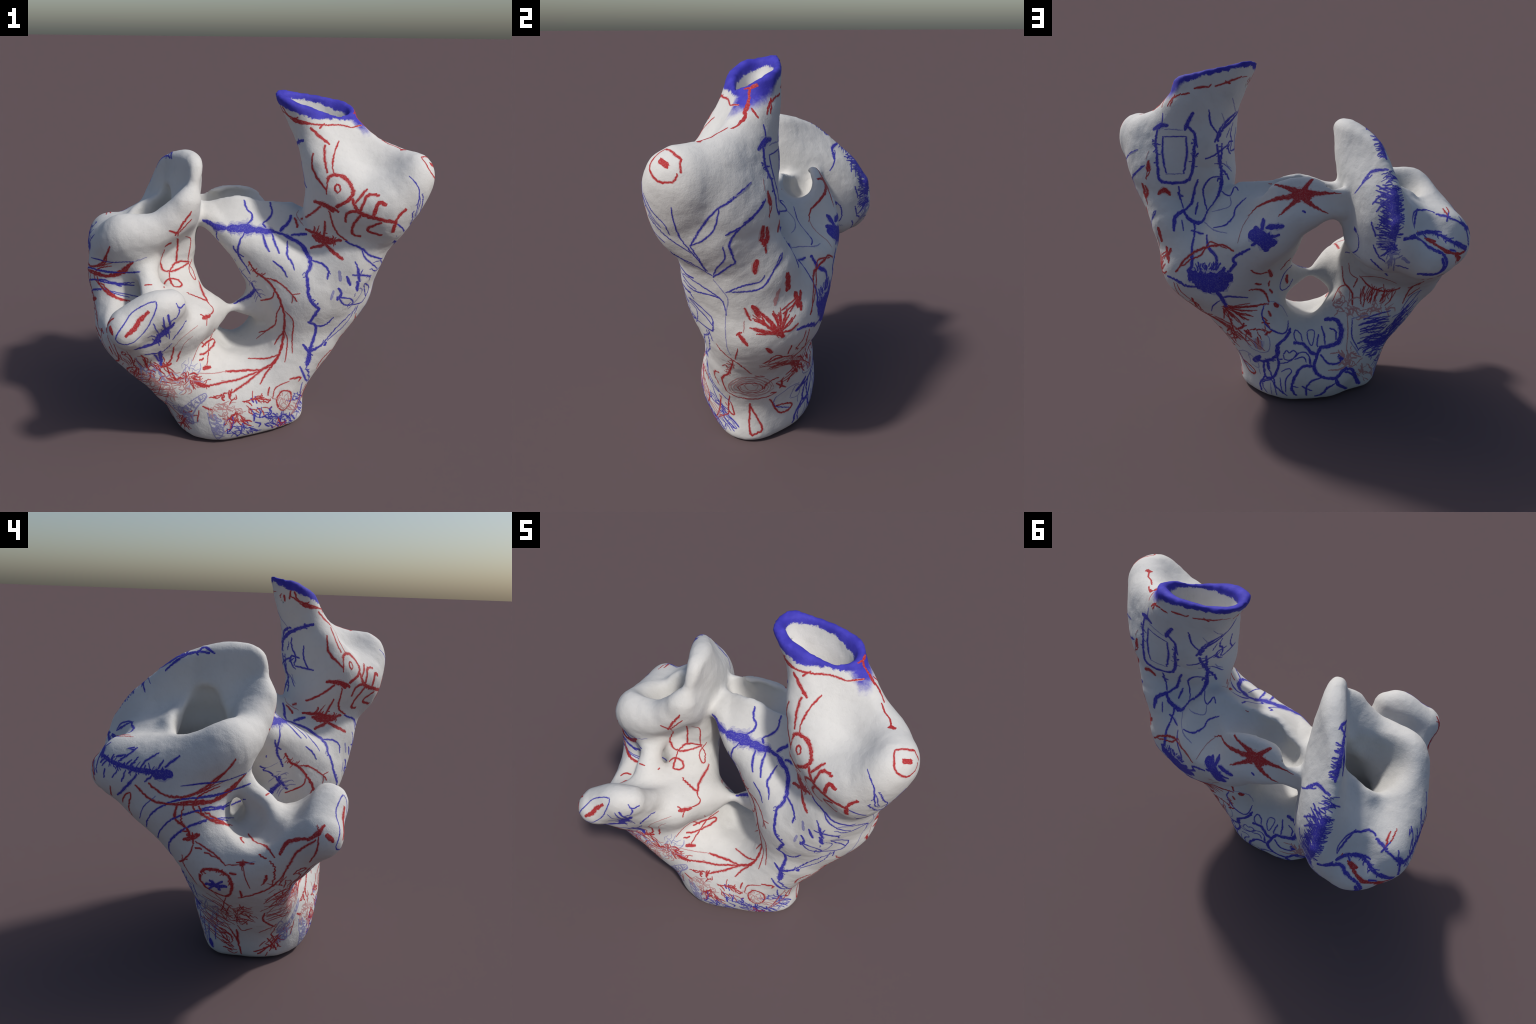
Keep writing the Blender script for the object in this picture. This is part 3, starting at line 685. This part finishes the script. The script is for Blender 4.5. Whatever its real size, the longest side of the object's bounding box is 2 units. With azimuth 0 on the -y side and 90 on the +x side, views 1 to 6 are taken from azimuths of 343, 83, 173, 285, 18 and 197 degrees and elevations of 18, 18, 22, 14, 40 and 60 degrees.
# ---- back, upper: window, tree, starfish
board('back', 182, 90, 3.136)
drawing('window_drawing')
blue(16, 270, 520, 255, 600, 265, 700, 270, 800, 290, 855, 380, 865, 460, 845, 490, 760, 495, 650, 500, 560, 460, 520, taper=.3); blue(28, 250, 525, 290, 505, 325, 505); blue(10, 300, 430, 290, 500); blue(24, 440, 525, 460, 480, 485, 430)
blue(10, 500, 560, 515, 640); blue(10, 500, 700, 520, 680); violet(6, 310, 530, 420, 535); blue(13, 300, 580, 300, 700, 320, 800); blue(15, 445, 580, 450, 690, 430, 800); blue(8, 310, 575, 440, 578); violet(7, 320, 810, 430, 805); comb('blue', 7, (255, 600, 265, 760), 22, .3, 10); comb('blue', 7, (495, 560, 490, 780), 24, .3, 12)
drawing('branch_drawing')
blue(17, 778, 405, 720, 460, 660, 530, 630, 605); blue(10, 590, 410, 600, 490, 640, 550); violet(6, 670, 430, 685, 480, 665, 530); blue(19, 640, 630, 650, 700, 665, 780, 665, 880, 640, 960, 580, 1040); blue(12, 570, 715, 640, 680, 710, 620)
blue(12, 710, 645, 715, 610, 745, 600); blue(10, 700, 630, 720, 680); blue(7, 625, 745, 680, 745, 730, 790); blue(9, 665, 825, 600, 835, 555, 900, 560, 970, 580, 1040); blue(9, 670, 920, 720, 945, 750, 890, 770, 910); violet(7, 720, 945, 720, 1010, 610, 1045)
blue(22, 580, 1040, 545, 1110, 470, 1095, 430, 1040); blue(15, 430, 1040, 480, 990, 500, 900, 520, 850); blue(10, 400, 890, 410, 960, 430, 1020); blue(15, 395, 930, 420, 952); blue(22, 430, 1040, 380, 1080, 370, 1160); blue(8, 420, 1100, 430, 1160); blue(10, 520, 990, 510, 1060)
blue(9, 820, 960, 760, 1020, 740, 1080, 690, 1130, 620, 1145); blue(14, 680, 1132, 702, 1124); violet(7, 560, 1110, 620, 1160, 700, 1180); blue(13, 490, 1100, 500, 1160, 490, 1230); blue(14, 480, 1165, 550, 1185); violet(6, 760, 430, 735, 330); blue(7, 720, 520, 700, 580)
comb('blue', 7, (640, 630, 665, 780, 665, 880), 26, .2, 12); violet(8, 65, 700, 140, 655); blue(9, 95, 830, 180, 755); blue(9, 230, 1100, 255, 1045)
drawing('spot_drawing')
red(32, 208, 745, 207, 785); red(7, 225, 780, 190, 840); red(30, 175, 880, 190, 950); red(28, 280, 930, 310, 908, 340, 935); red(18, 275, 1150, 290, 1220); red(18, 325, 1270, 330, 1340); red(8, 280, 1320, 320, 1290)
drawing('rim_line')
red(13, 500, 272, 580, 262); red(8, 590, 265, 605, 250); red(12, 630, 258, 700, 235, 790, 200); red(10, 700, 228, 720, 242); red(6, 800, 202, 825, 200); red(11, 420, 310, 465, 300); red(10, 345, 380, 370, 330, 410, 310); red(8, 832, 232, 845, 206)
drawing('starfish_drawing')
for leg in ((985, 875, 1080, 895), (1250, 830, 1205, 880), (1395, 930, 1280, 930), (1315, 1045, 1230, 1000), (1040, 1060, 1110, 1000)):
    red(58, *leg, 1172, 940, spike=True)
red(50, 850, 1060, 900, 1010, 1000, 970, 1080, 955, 1172, 940, spike=True); rose(6, 850, 1060, 800, 1140, 770, 1240); red(70, 1135, 932, 1172, 942, 1208, 950); blue(12, 1180, 1042, 1190, 1048)

# ---- back, lower: nerve cell, blot, curled cells
board('back', 202, 430)
drawing('nerve_cell_drawing')
blue(120, 430, 375, 520, 400, 610, 385); blue(100, 470, 430, 535, 440, 590, 420); blue(18, 430, 390, 390, 350, 410, 300, 410, 200, 420, 150); blue(22, 555, 330, 560, 260, 510, 195, 500, 130); blue(18, 600, 390, 640, 340, 680, 300, 665, 265, 760, 210)
blue(15, 470, 440, 380, 435, 330, 405, 265, 375); blue(28, 540, 455, 580, 490, 620, 560); blue(13, 590, 510, 640, 500, 750, 505); blue(8, 580, 525, 540, 555, 530, 585); comb('blue', 9, (430, 350, 520, 330, 610, 370), 50, .1, 22, (1,))
red(15, 315, 345, 370, 270, 450, 215, 560, 185, 620, 190, 660, 220); burst('red', 9, 610, 560, 780, 550, 800, 580, 760, 620, 700, 610, 740, 680, 660, 640, 640, 620)
red(14, 650, 640, 660, 690, 680, 730); red(14, 640, 680, 680, 770); red(9, 470, 580, 560, 640, 650, 700); red(8, 300, 415, 320, 470, 360, 505); red(12, 400, 525, 440, 540, 480, 590); red(18, 415, 515, 440, 560); scribble('red', 12, 690, 720, 70, 40, 14, 40, .6)
drawing('tally_drawing')
red(11, 775, 340, 820, 360, 890, 345); red(22, 888, 345, 896, 366); red(13, 800, 420, 830, 425); red(18, 885, 410, 880, 430); red(13, 765, 460, 820, 455, 860, 480, 880, 530); red(15, 888, 458, 896, 472); red(10, 800, 560, 880, 545); red(20, 918, 543, 932, 558)
red(15, 880, 590, 890, 615); red(10, 840, 625, 870, 640); red(10, 840, 665, 880, 665); red(8, 860, 650, 890, 690); red(20, 205, 90, 225, 155); red(19, 260, 205, 268, 285); red(8, 215, 270, 260, 230)
drawing('ink_blot')
blue(96, 795, 125, 845, 150, 885, 165); blue(64, 805, 95, 835, 150, 858, 200); blue(20, 865, 142, 905, 132, 942, 124); blue(16, 805, 170, 780, 186); blue(36, 846, 32, 844, 60, 838, 86); blue(36, 876, 76, 915, 72, 962, 68)
blue(7, 1020, 310, 975, 360, 950, 430, 960, 460, 1000, 440, 1025, 395); red(26, 989, 378, 993, 408); red(10, 1012, 268, 960, 330)
drawing('curl_drawing')
blue(9, 850, 560, 840, 620, 880, 690, 950, 725, 990, 710, 1000, 650); violet(5, 850, 560, 900, 530, 960, 560, 995, 620); violet(5, 740, 740, 760, 800, 830, 840, 880, 830, 885, 760, 850, 715); rose(34, 815, 770, 822, 810, soft=True); scribble('red', 8, 820, 740, 50, 60, 10, 40)
blue(19, 810, 875, 850, 895, 930, 860, 935, 800, 985, 750, 1010, 700, taper=.5); blue(28, 795, 888, 822, 870); blue(14, 850, 895, 860, 985, 910, 990, 940, 920, 930, 860, taper=.3); blue(13, 860, 985, 830, 1030, 840, 1080); blue(12, 910, 990, 925, 1050, 990, 1105); blue(8, 830, 1020, 880, 1000, 910, 1030, 930, 1100); violet(6, 890, 1030, 900, 1100)
blue(8, 940, 910, 1000, 900, 1040, 870, 1060, 850); blue(7, 970, 855, 990, 830, 1005, 845, 1030, 830, 1050, 850, 1020, 885, 980, 885, 970, 855, closed=True); blue(7, 1050, 850, 1100, 840, 1130, 870, 1140, 920); blue(7, 1040, 885, 1090, 870, 1110, 900)
blue(8, 1050, 780, 1035, 740, 1045, 705, 1075, 730, 1085, 770); blue(18, 1035, 785, 1090, 790, 1140, 840, 1180, 855, taper=.4); blue(6, 1115, 715, 1120, 760, 1145, 800, 1160, 715, 1130, 705, 1115, 715, closed=True); blue(9, 1185, 735, 1180, 800); blue(10, 1205, 685, 1220, 740, 1225, 790)
blue(26, 1230, 640, 1290, 640, 1325, 700, 1310, 770, 1260, 800, 1200, 810); blue(10, 1255, 695, 1290, 710, 1290, 760); blue(19, 1180, 855, 1160, 930, 1200, 990, 1290, 1000, 1340, 950, 1390, 950, 1430, 1030, taper=.4); blue(20, 1195, 815, 1182, 855)
blue(13, 1200, 860, 1250, 910, 1310, 905, 1325, 870, 1310, 855); blue(24, 1312, 868, 1324, 882); blue(15, 1160, 930, 1100, 925, 1060, 960, 1030, 1020, 1020, 1070, 1045, 1100, taper=.4); blue(9, 1130, 880, 1140, 915); blue(13, 1200, 995, 1140, 1020, 1110, 1060, 1110, 1100); blue(10, 1090, 1050, 1140, 1070)
blue(19, 1295, 1005, 1310, 1040, 1350, 1060); blue(13, 1290, 1030, 1240, 1060, 1200, 1100, 1165, 1108); blue(15, 1350, 960, 1400, 980, 1420, 1030); blue(8, 960, 960, 1000, 940, 1020, 960, 985, 1010, 985, 1080); blue(8, 950, 1000, 960, 1070, 990, 1105); blue(8, 1020, 1050, 1060, 1055)
rose(10, 1360, 830, 1370, 880, 1330, 940, 1250, 950); rose(8, 1260, 850, 1300, 840); rose(6, 1360, 600, 1365, 720, 1355, 830); scribble('rose', 7, 1380, 890, 50, 60, 24, 40); blue(7, 700, 830, 730, 890, 790, 960); violet(5, 700, 830, 730, 830, 770, 850); violet(6, 820, 940, 830, 975); scribble('rose', 7, 1480, 960, 50, 50, 20, 40)

# ---- back, right: bristled ridge, mouth-like sign, fan of hatching
board('back', 382, 380)
drawing('hatching')
hatch('blue', 10, (890, 800), (910, 1000), (1090, 740), (1050, 960), 30, 16); hatch('blue', 8, (1080, 860), (950, 1000), (1190, 690), (1130, 840), 22, 12); hatch('blue', 8, (1120, 760), (1000, 960), (1290, 590), (1160, 800), 14, 12); blue(40, 925, 925, 985, 930, 1060, 890)
blue(8, 840, 800, 840, 900, 880, 980); violet(8, 830, 930, 880, 1010); violet(8, 840, 790, 900, 770, 950, 770); hatch('blue', 7, (860, 990), (960, 1040), (940, 940), (1010, 990), 14, 12)
drawing('root_drawing')
red(12, 780, 470, 790, 560, 840, 630, 840, 700); red(8, 800, 580, 760, 600, 720, 680); red(7, 820, 450, 830, 510, 870, 540); red(8, 870, 545, 850, 600); red(10, 890, 530, 960, 600, 1060, 620, 1130, 600); red(6, 900, 530, 1010, 535, 1110, 570)
hatch('red', 6, (900, 580), (1110, 600), (880, 710), (1060, 690), 26, 14); red(9, 1280, 560, 1200, 600, 1150, 690); red(14, 1190, 598, 1260, 570); red(6, 1450, 492, 1330, 540, 1250, 550); red(10, 1250, 600, 1180, 650); scribble('rose', 7, 790, 700, 50, 60, 20, 50)
scribble('rose', 7, 950, 740, 120, 40, 30, 50)
drawing('mouth_drawing')
blue(20, 1165, 300, 1240, 295, 1310, 350, 1390, 390, 1420, 440, 1400, 490, 1340, 518, 1250, 513, taper=.4); blue(22, 1200, 290, 1280, 260, 1360, 270, 1440, 310, 1540, 368, taper=.4); blue(14, 1290, 250, 1380, 262); blue(18, 1480, 318, 1545, 350); comb('blue', 8, (1220, 285, 1360, 268, 1500, 340), 26, .8, 18)
red(20, 1290, 300, 1360, 340, 1420, 375, 1490, 392, 1530, 372); red(24, 1298, 302, 1345, 312); red(30, 1478, 400, 1502, 432); red(12, 1490, 395, 1470, 445); blue(30, 1395, 430, 1405, 470, 1380, 500)
blue(15, 1220, 230, 1225, 170, 1240, 120); blue(12, 1240, 120, 1310, 125, 1340, 140); blue(20, 1360, 150, 1400, 158, 1435, 166); blue(10, 1430, 140, 1420, 190); blue(15, 1440, 175, 1500, 200, 1540, 250, 1553, 335); blue(28, 1508, 200, 1530, 215, 1550, 240); red(11, 1400, 120, 1420, 165)
drawing('bristle_drawing')
blue(56, 1095, 10, 1105, 100, 1108, 200, 1090, 290, taper=.5); comb('blue', 9, (1090, 0, 1108, 150, 1090, 290, 1120, 380), 95, -.35, 90, (-1,)); comb('blue', 9, (1100, 0, 1110, 150, 1095, 290), 48, -.3, 50, (1,)); comb('violet', 8, (1060, 300, 1060, 380, 1120, 440), 60, .2, 40)
blue(12, 965, 85, 1010, 40, 1060, 15); blue(11, 990, 130, 1040, 80, 1090, 60); blue(10, 860, 20, 905, -40, 960, -90); blue(20, 905, -45, 960, -110, 1060, -125); blue(13, 955, 430, 1010, 480, 1055, 522); blue(11, 970, 340, 1000, 400, 1040, 440); blue(10, 1110, 462, 1180, 482); blue(14, 960, 200, 980, 280); violet(20, 1150, 420, 1192, 442)
blue(8, 862, 235, 880, 300, 875, 360, 840, 385, 800, 380); blue(20, 860, 233, 868, 252); violet(5, 840, 380, 885, 415)
board('above', 396, 300, 3.136)
blue(16, 780, 380, 766, 460, 756, 520); blue(12, 735, 420, 762, 390); blue(38, 755, 545, 735, 640, 712, 740); comb('blue', 8, (760, 520, 735, 640, 710, 750), 45, .0, 40, (-1,)); comb('blue', 8, (690, 850, 640, 980, 560, 1150), 60, .0, 50)

# ---- left side: comb on the lip, flowing lines, ringed star, drips at the base
board('left', 160, 416)
drawing('comb_drawing')
blue(34, 135, 212, 190, 250, 260, 280, 330, 300, 400, 312, 470, 322, 525, 332); blue(68, 462, 328, 500, 332, 540, 330); blue(13, 250, 240, 300, 210, 350, 170); blue(16, 230, 222, 275, 216); blue(10, 310, 280, 355, 225); blue(13, 370, 290, 410, 245, 480, 205); blue(13, 480, 300, 510, 250); blue(16, 525, 290, 605, 225)
blue(12, 150, 300, 140, 345); blue(10, 230, 310, 200, 350); blue(12, 280, 310, 255, 370); blue(17, 345, 340, 290, 400, 235, 455); blue(12, 440, 340, 400, 380); blue(14, 130, 258, 152, 240); blue(15, 185, 140, 130, 180, 92, 230, 80, 318); comb('blue', 8, (150, 240, 300, 290, 480, 325), 45, .2, 34); red(8, 225, 98, 325, 105); blue(11, 230, 50, 260, 16, 310, 12, 318, 45)
drawing('flow_drawing')
red(13, 950, 245, 860, 350, 760, 430, 640, 470, 520, 460, 420, 390, taper=.6); red(16, 1000, 340, 940, 420, 820, 495, 700, 515, 560, 515, 440, 490, 340, 400); red(24, 830, 490, 900, 440, 985, 360); red(11, 855, 405, 740, 460, 700, 510, 700, 550, 790, 600, 930, 645); red(17, 600, 510, 580, 600, 650, 660, 680, 720)
red(28, 640, 730, 685, 720, 725, 705); red(10, 690, 690, 700, 760); red(11, 710, 745, 820, 820, 890, 890); red(9, 690, 770, 670, 820, 630, 860); red(9, 625, 830, 630, 870, 670, 940, 720, 1010); red(12, 610, 862, 650, 852)
blue(7, 1005, 330, 880, 375, 760, 385, 620, 405); blue(12, 1035, 395, 900, 440, 760, 470, 600, 490, 480, 540, 420, 600, 406, 660); blue(12, 1010, 485, 860, 540, 700, 560, 560, 610, 490, 680, 476, 740); blue(16, 855, 530, 885, 546); blue(7, 940, 600, 850, 605); blue(13, 770, 620, 650, 660, 560, 730, 545, 790, 580, 850); blue(6, 460, 470, 390, 530, 365, 600)
red(12, 185, 405, 200, 470, 240, 510); red(11, 262, 500, 275, 460, 310, 450, 300, 540, 330, 600)
drawing('ringed_star_drawing')
red(17, 735, 940, 760, 915, 840, 920, 900, 950, 930, 1010, 910, 1075, 850, 1065, 780, 1030, 740, 980, 735, 940, closed=True); comb('red', 7, (735, 940, 840, 920, 930, 1010), 16, .3, 16); blue(38, 778, 1006, 830, 1012, 884, 1022); blue(24, 800, 985, 830, 1012, 850, 1036); blue(20, 790, 1030, 830, 1010, 868, 994)
red(16, 920, 940, 945, 946); red(6, 895, 890, 990, 890); red(26, 984, 886, 1004, 880); red(8, 1000, 860, 995, 920); red(6, 1000, 900, 1010, 960, 1040, 1030); violet(6, 1000, 885, 1070, 870)
drawing('spout_drawing')
red(12, 1035, 702, 1070, 745, 1140, 775, 1190, 840); red(22, 1230, 820, 1260, 760, 1340, 730, 1400, 730); red(30, 1400, 735, 1460, 690, 1490, 650); red(12, 1460, 720, 1450, 800, 1410, 865); red(16, 1440, 740, 1330, 810, 1280, 890, 1230, 970); red(15, 1230, 970, 1160, 1030, 1060, 1070, 975, 1090); red(14, 1125, 1000, 1140, 960); red(12, 980, 1050, 990, 1085); red(9, 1310, 942, 1350, 912, 1388, 907, 1350, 930, 1310, 945)
drawing('base_scribble')
hatch('red', 6, (760, 1040), (730, 1220), (950, 1160), (960, 1400), 24, 14); hatch('red', 6, (1340, 985), (1270, 1190), (1130, 1110), (1125, 1235), 18, 14); hatch('red', 7, (940, 1150), (960, 1240), (1060, 1160), (1050, 1280), 14, 14); scribble('red', 6, 930, 1190, 120, 50, 22, 60, .5)
red(10, 920, 1280, 960, 1340, 990, 1432); red(12, 960, 1290, 970, 1370); red(10, 1090, 1430, 1130, 1400); red(11, 1150, 1340, 1175, 1370, 1200, 1402); red(8, 1100, 1300, 1170, 1270, 1200, 1250); red(12, 1130, 1190, 1125, 1230, 1190, 1265); scribble('red', 7, 1170, 1380, 60, 50, 8, 50, .8); hatch('red', 8, (850, 1260), (880, 1400), (930, 1330), (960, 1430), 12, 10)
blue(8, 760, 1200, 770, 1310); blue(8, 790, 1240, 795, 1360); blue(28, 800, 1345, 806, 1368, 812, 1390); blue(6, 735, 1150, 735, 1220); blue(8, 830, 1260, 835, 1340); blue(10, 690, 1000, 720, 1080, 760, 1140); violet(7, 700, 1050, 800, 1110); scribble('violet', 6, 790, 1190, 60, 130, 26, 60, 1.4); hatch('violet', 6, (1180, 1290), (1240, 1350), (1270, 1220), (1280, 1310), 16, 8); hatch('violet', 6, (1345, 1240), (1345, 1350), (1385, 1220), (1375, 1320), 10, 8)
board('left', 330, 106)
drawing('branch_drawing')
blue(19, 905, 365, 830, 385, 760, 415, 725, 460, 722, 520, taper=.5); blue(12, 775, 450, 775, 500, 800, 560, 790, 610); blue(9, 850, 500, 850, 570, 880, 640); blue(8, 785, 575, 760, 585); blue(10, 800, 620, 870, 635, 905, 645); blue(13, 735, 550, 745, 640, 757, 720, 750, 770); violet(6, 775, 670, 795, 730)
drawing('rim_line')
red(15, 733, 190, 737, 215); red(12, 770, 165, 765, 205); red(12, 770, 190, 840, 230, 935, 260); red(10, 850, 245, 880, 230)
drawing('bristle_drawing')
blue(17, 140, 547, 200, 530, 245, 503, 300, 540); blue(13, 190, 530, 208, 552); blue(15, 5, 645, 60, 595, 130, 553)

# ---------------------------------------------------------------- brush work
tree = BVHTree.FromPolygons(verts.tolist(), faces.tolist())
AXES = {}
for side, (eye, aim, roll) in SIDES.items():
    e, a = np.array(eye), np.array(aim)
    f = (a - e) / np.linalg.norm(a - e)
    rt = np.cross(f, (0, 0, 1)); rt /= np.linalg.norm(rt)
    up = np.cross(rt, f)
    t = np.radians(roll)
    AXES[side] = (e, f, np.cos(t) * rt + np.sin(t) * up, np.cos(t) * up - np.sin(t) * rt)
FOCAL = 1368.2

def throw(place, pts):
    "where the points of a board land on the clay: list of (point, normal, depth) or None"
    side, u0, v0, zoom = place
    e, f, rt, up = AXES[side]
    out = []
    for u, v in pts:
        d = f + ((u0 + u / zoom - 512) / FOCAL) * rt - ((v0 + v / zoom - 512) / FOCAL) * up
        d /= np.linalg.norm(d)
        hit, n, i, t = tree.ray_cast(Vector(e), Vector(d))
        out.append(None if hit is None or abs(n.dot(Vector(d))) < .1 else (np.array(hit), np.array(n), t))
    return out

class Sheet:
    def __init__(s):
        s.v, s.f, s.n, s.m = [], [], [], []

def lay(sheet, run, half, ink_index, lift):
    "a thin domed ribbon of glaze along the run, its edges sunk into the clay"
    P = np.array([h[0] for h in run])
    N = np.array([h[1] for h in run])
    T = np.gradient(P, axis=0)
    T /= np.linalg.norm(T, axis=1, keepdims=True) + 1e-9
    S = np.cross(N, T)
    S /= np.linalg.norm(S, axis=1, keepdims=True) + 1e-9
    across = 5 if half.max() < .010 else 7 if half.max() < .02 else 11
    offs = np.linspace(-1, 1, across)
    base = len(sheet.v)
    for i in range(len(P)):
        wob = 1 + rng.normal(size=2) * .10
        for j, o in enumerate(offs):
            q, n, k, _ = tree.find_nearest(Vector(P[i] + S[i] * o * half[i] * wob[int(o > 0)]))
            nn = NORMALS[faces[k]].mean(0)
            end = i in (0, len(P) - 1)
            sheet.v.append(np.array(q) + nn * (-.0003 if j in (0, across - 1) or end else lift))
            sheet.n.append(nn)
    for i in range(len(P) - 1):
        for j in range(across - 1):
            a = base + i * across + j
            sheet.f.append((a, a + across, a + across + 1, a + 1))
            sheet.m.append(ink_index)

INK_LIST = list(INKS)
SHEETS = {}
for name, place, colour, width, pts, taper, closed, soft, spike in DRAWINGS:
    width = width * 1.1 if width >= 30 else width * 1.15 + 2.6 if width >= 9 else width * 1.1 + 1
    taper *= .65
    sheet = SHEETS.setdefault(name, Sheet())
    if not closed:
        A, Z = np.array(pts[0], float), np.array(pts[-1], float)
        u, w = A - pts[1], Z - pts[-2]
        pts = [tuple(A + u / np.linalg.norm(u) * (width * .4 + 2))] + list(pts[1:-1]) + [tuple(Z + w / np.linalg.norm(w) * (width * .4 + 2))]
    C = spline(np.array(pts, float), 16) if len(pts) > 2 else np.linspace(pts[0], pts[1], 24)
    if len(pts) == 2:
        C = C + np.cumsum(rng.normal(size=C.shape), axis=0) * .6
    s = np.r_[0, np.cumsum(np.linalg.norm(np.diff(C, axis=0), axis=1))]
    step = max(5.5, min(9., width * .5))
    q = np.linspace(0, s[-1], max(4, int(s[-1] / step)))
    C = np.stack([np.interp(q, s, C[:, 0]), np.interp(q, s, C[:, 1])], 1) + rng.normal(size=(len(q), 2)) * min(1.6, width * .09)
    prof = np.ones(len(q)) if closed else 1 - taper + taper * np.clip(np.sin(np.pi * np.linspace(.04, .96, len(q))), 0, 1) ** .55
    press = np.array([1 + .38 * noise.noise(Vector((t * .035, width, len(DRAWINGS) * .37 + C[0, 0] * .01))) for t in q])
    prof = prof * np.clip(press, .55, 1.5)
    if spike:
        prof = np.linspace(.1, 1, len(q)) ** 1.3 * np.clip(press, .8, 1.2)
    elif len(pts) == 3 and width > 30:
        prof = np.sqrt(np.clip(1 - np.linspace(-.97, .97, len(q)) ** 2, 0, 1)) * np.clip(press, .8, 1.2)
    hits = throw(place, C)
    i = 0
    while i < len(hits):
        if hits[i] is None:
            i += 1
            continue
        j = i + 1
        while j < len(hits) and hits[j] is not None and np.linalg.norm(hits[j][0] - hits[j - 1][0]) < .045:
            j += 1
        if j - i >= 3:
            run = hits[i:j]
            half = prof[i:j] * np.array([h[2] for h in run]) * (width / place[3] / FOCAL / 2)
            lift = rng.uniform(.0009, .0015)
            if soft:
                lay(sheet, run, half * 1.75 + .004, INK_LIST.index('mist'), .0005)
                lay(sheet, run, half * 1.35 + .003, INK_LIST.index('violet'), .0008)
                lift = .0012
            elif colour in ('red', 'blue') and name != 'drip_drawing':
                lay(sheet, run, half * 1.2 + .0014, INK_LIST.index(colour + '_edge'), .0006)
            lay(sheet, run, np.maximum(half, .0011), INK_LIST.index(colour), lift)
        i = j

for name, sheet in SHEETS.items():
    me = bpy.data.meshes.new(name)
    me.from_pydata([tuple(p) for p in sheet.v], [], sheet.f)
    for k in INK_LIST:
        me.materials.append(INKS[k])
    me.polygons.foreach_set('material_index', np.array(sheet.m, np.int32))
    me.polygons.foreach_set('use_smooth', np.ones(len(sheet.f), bool))
    me.update()
    me.normals_split_custom_set_from_vertices([tuple(n) for n in sheet.n])
    hang(name, me)
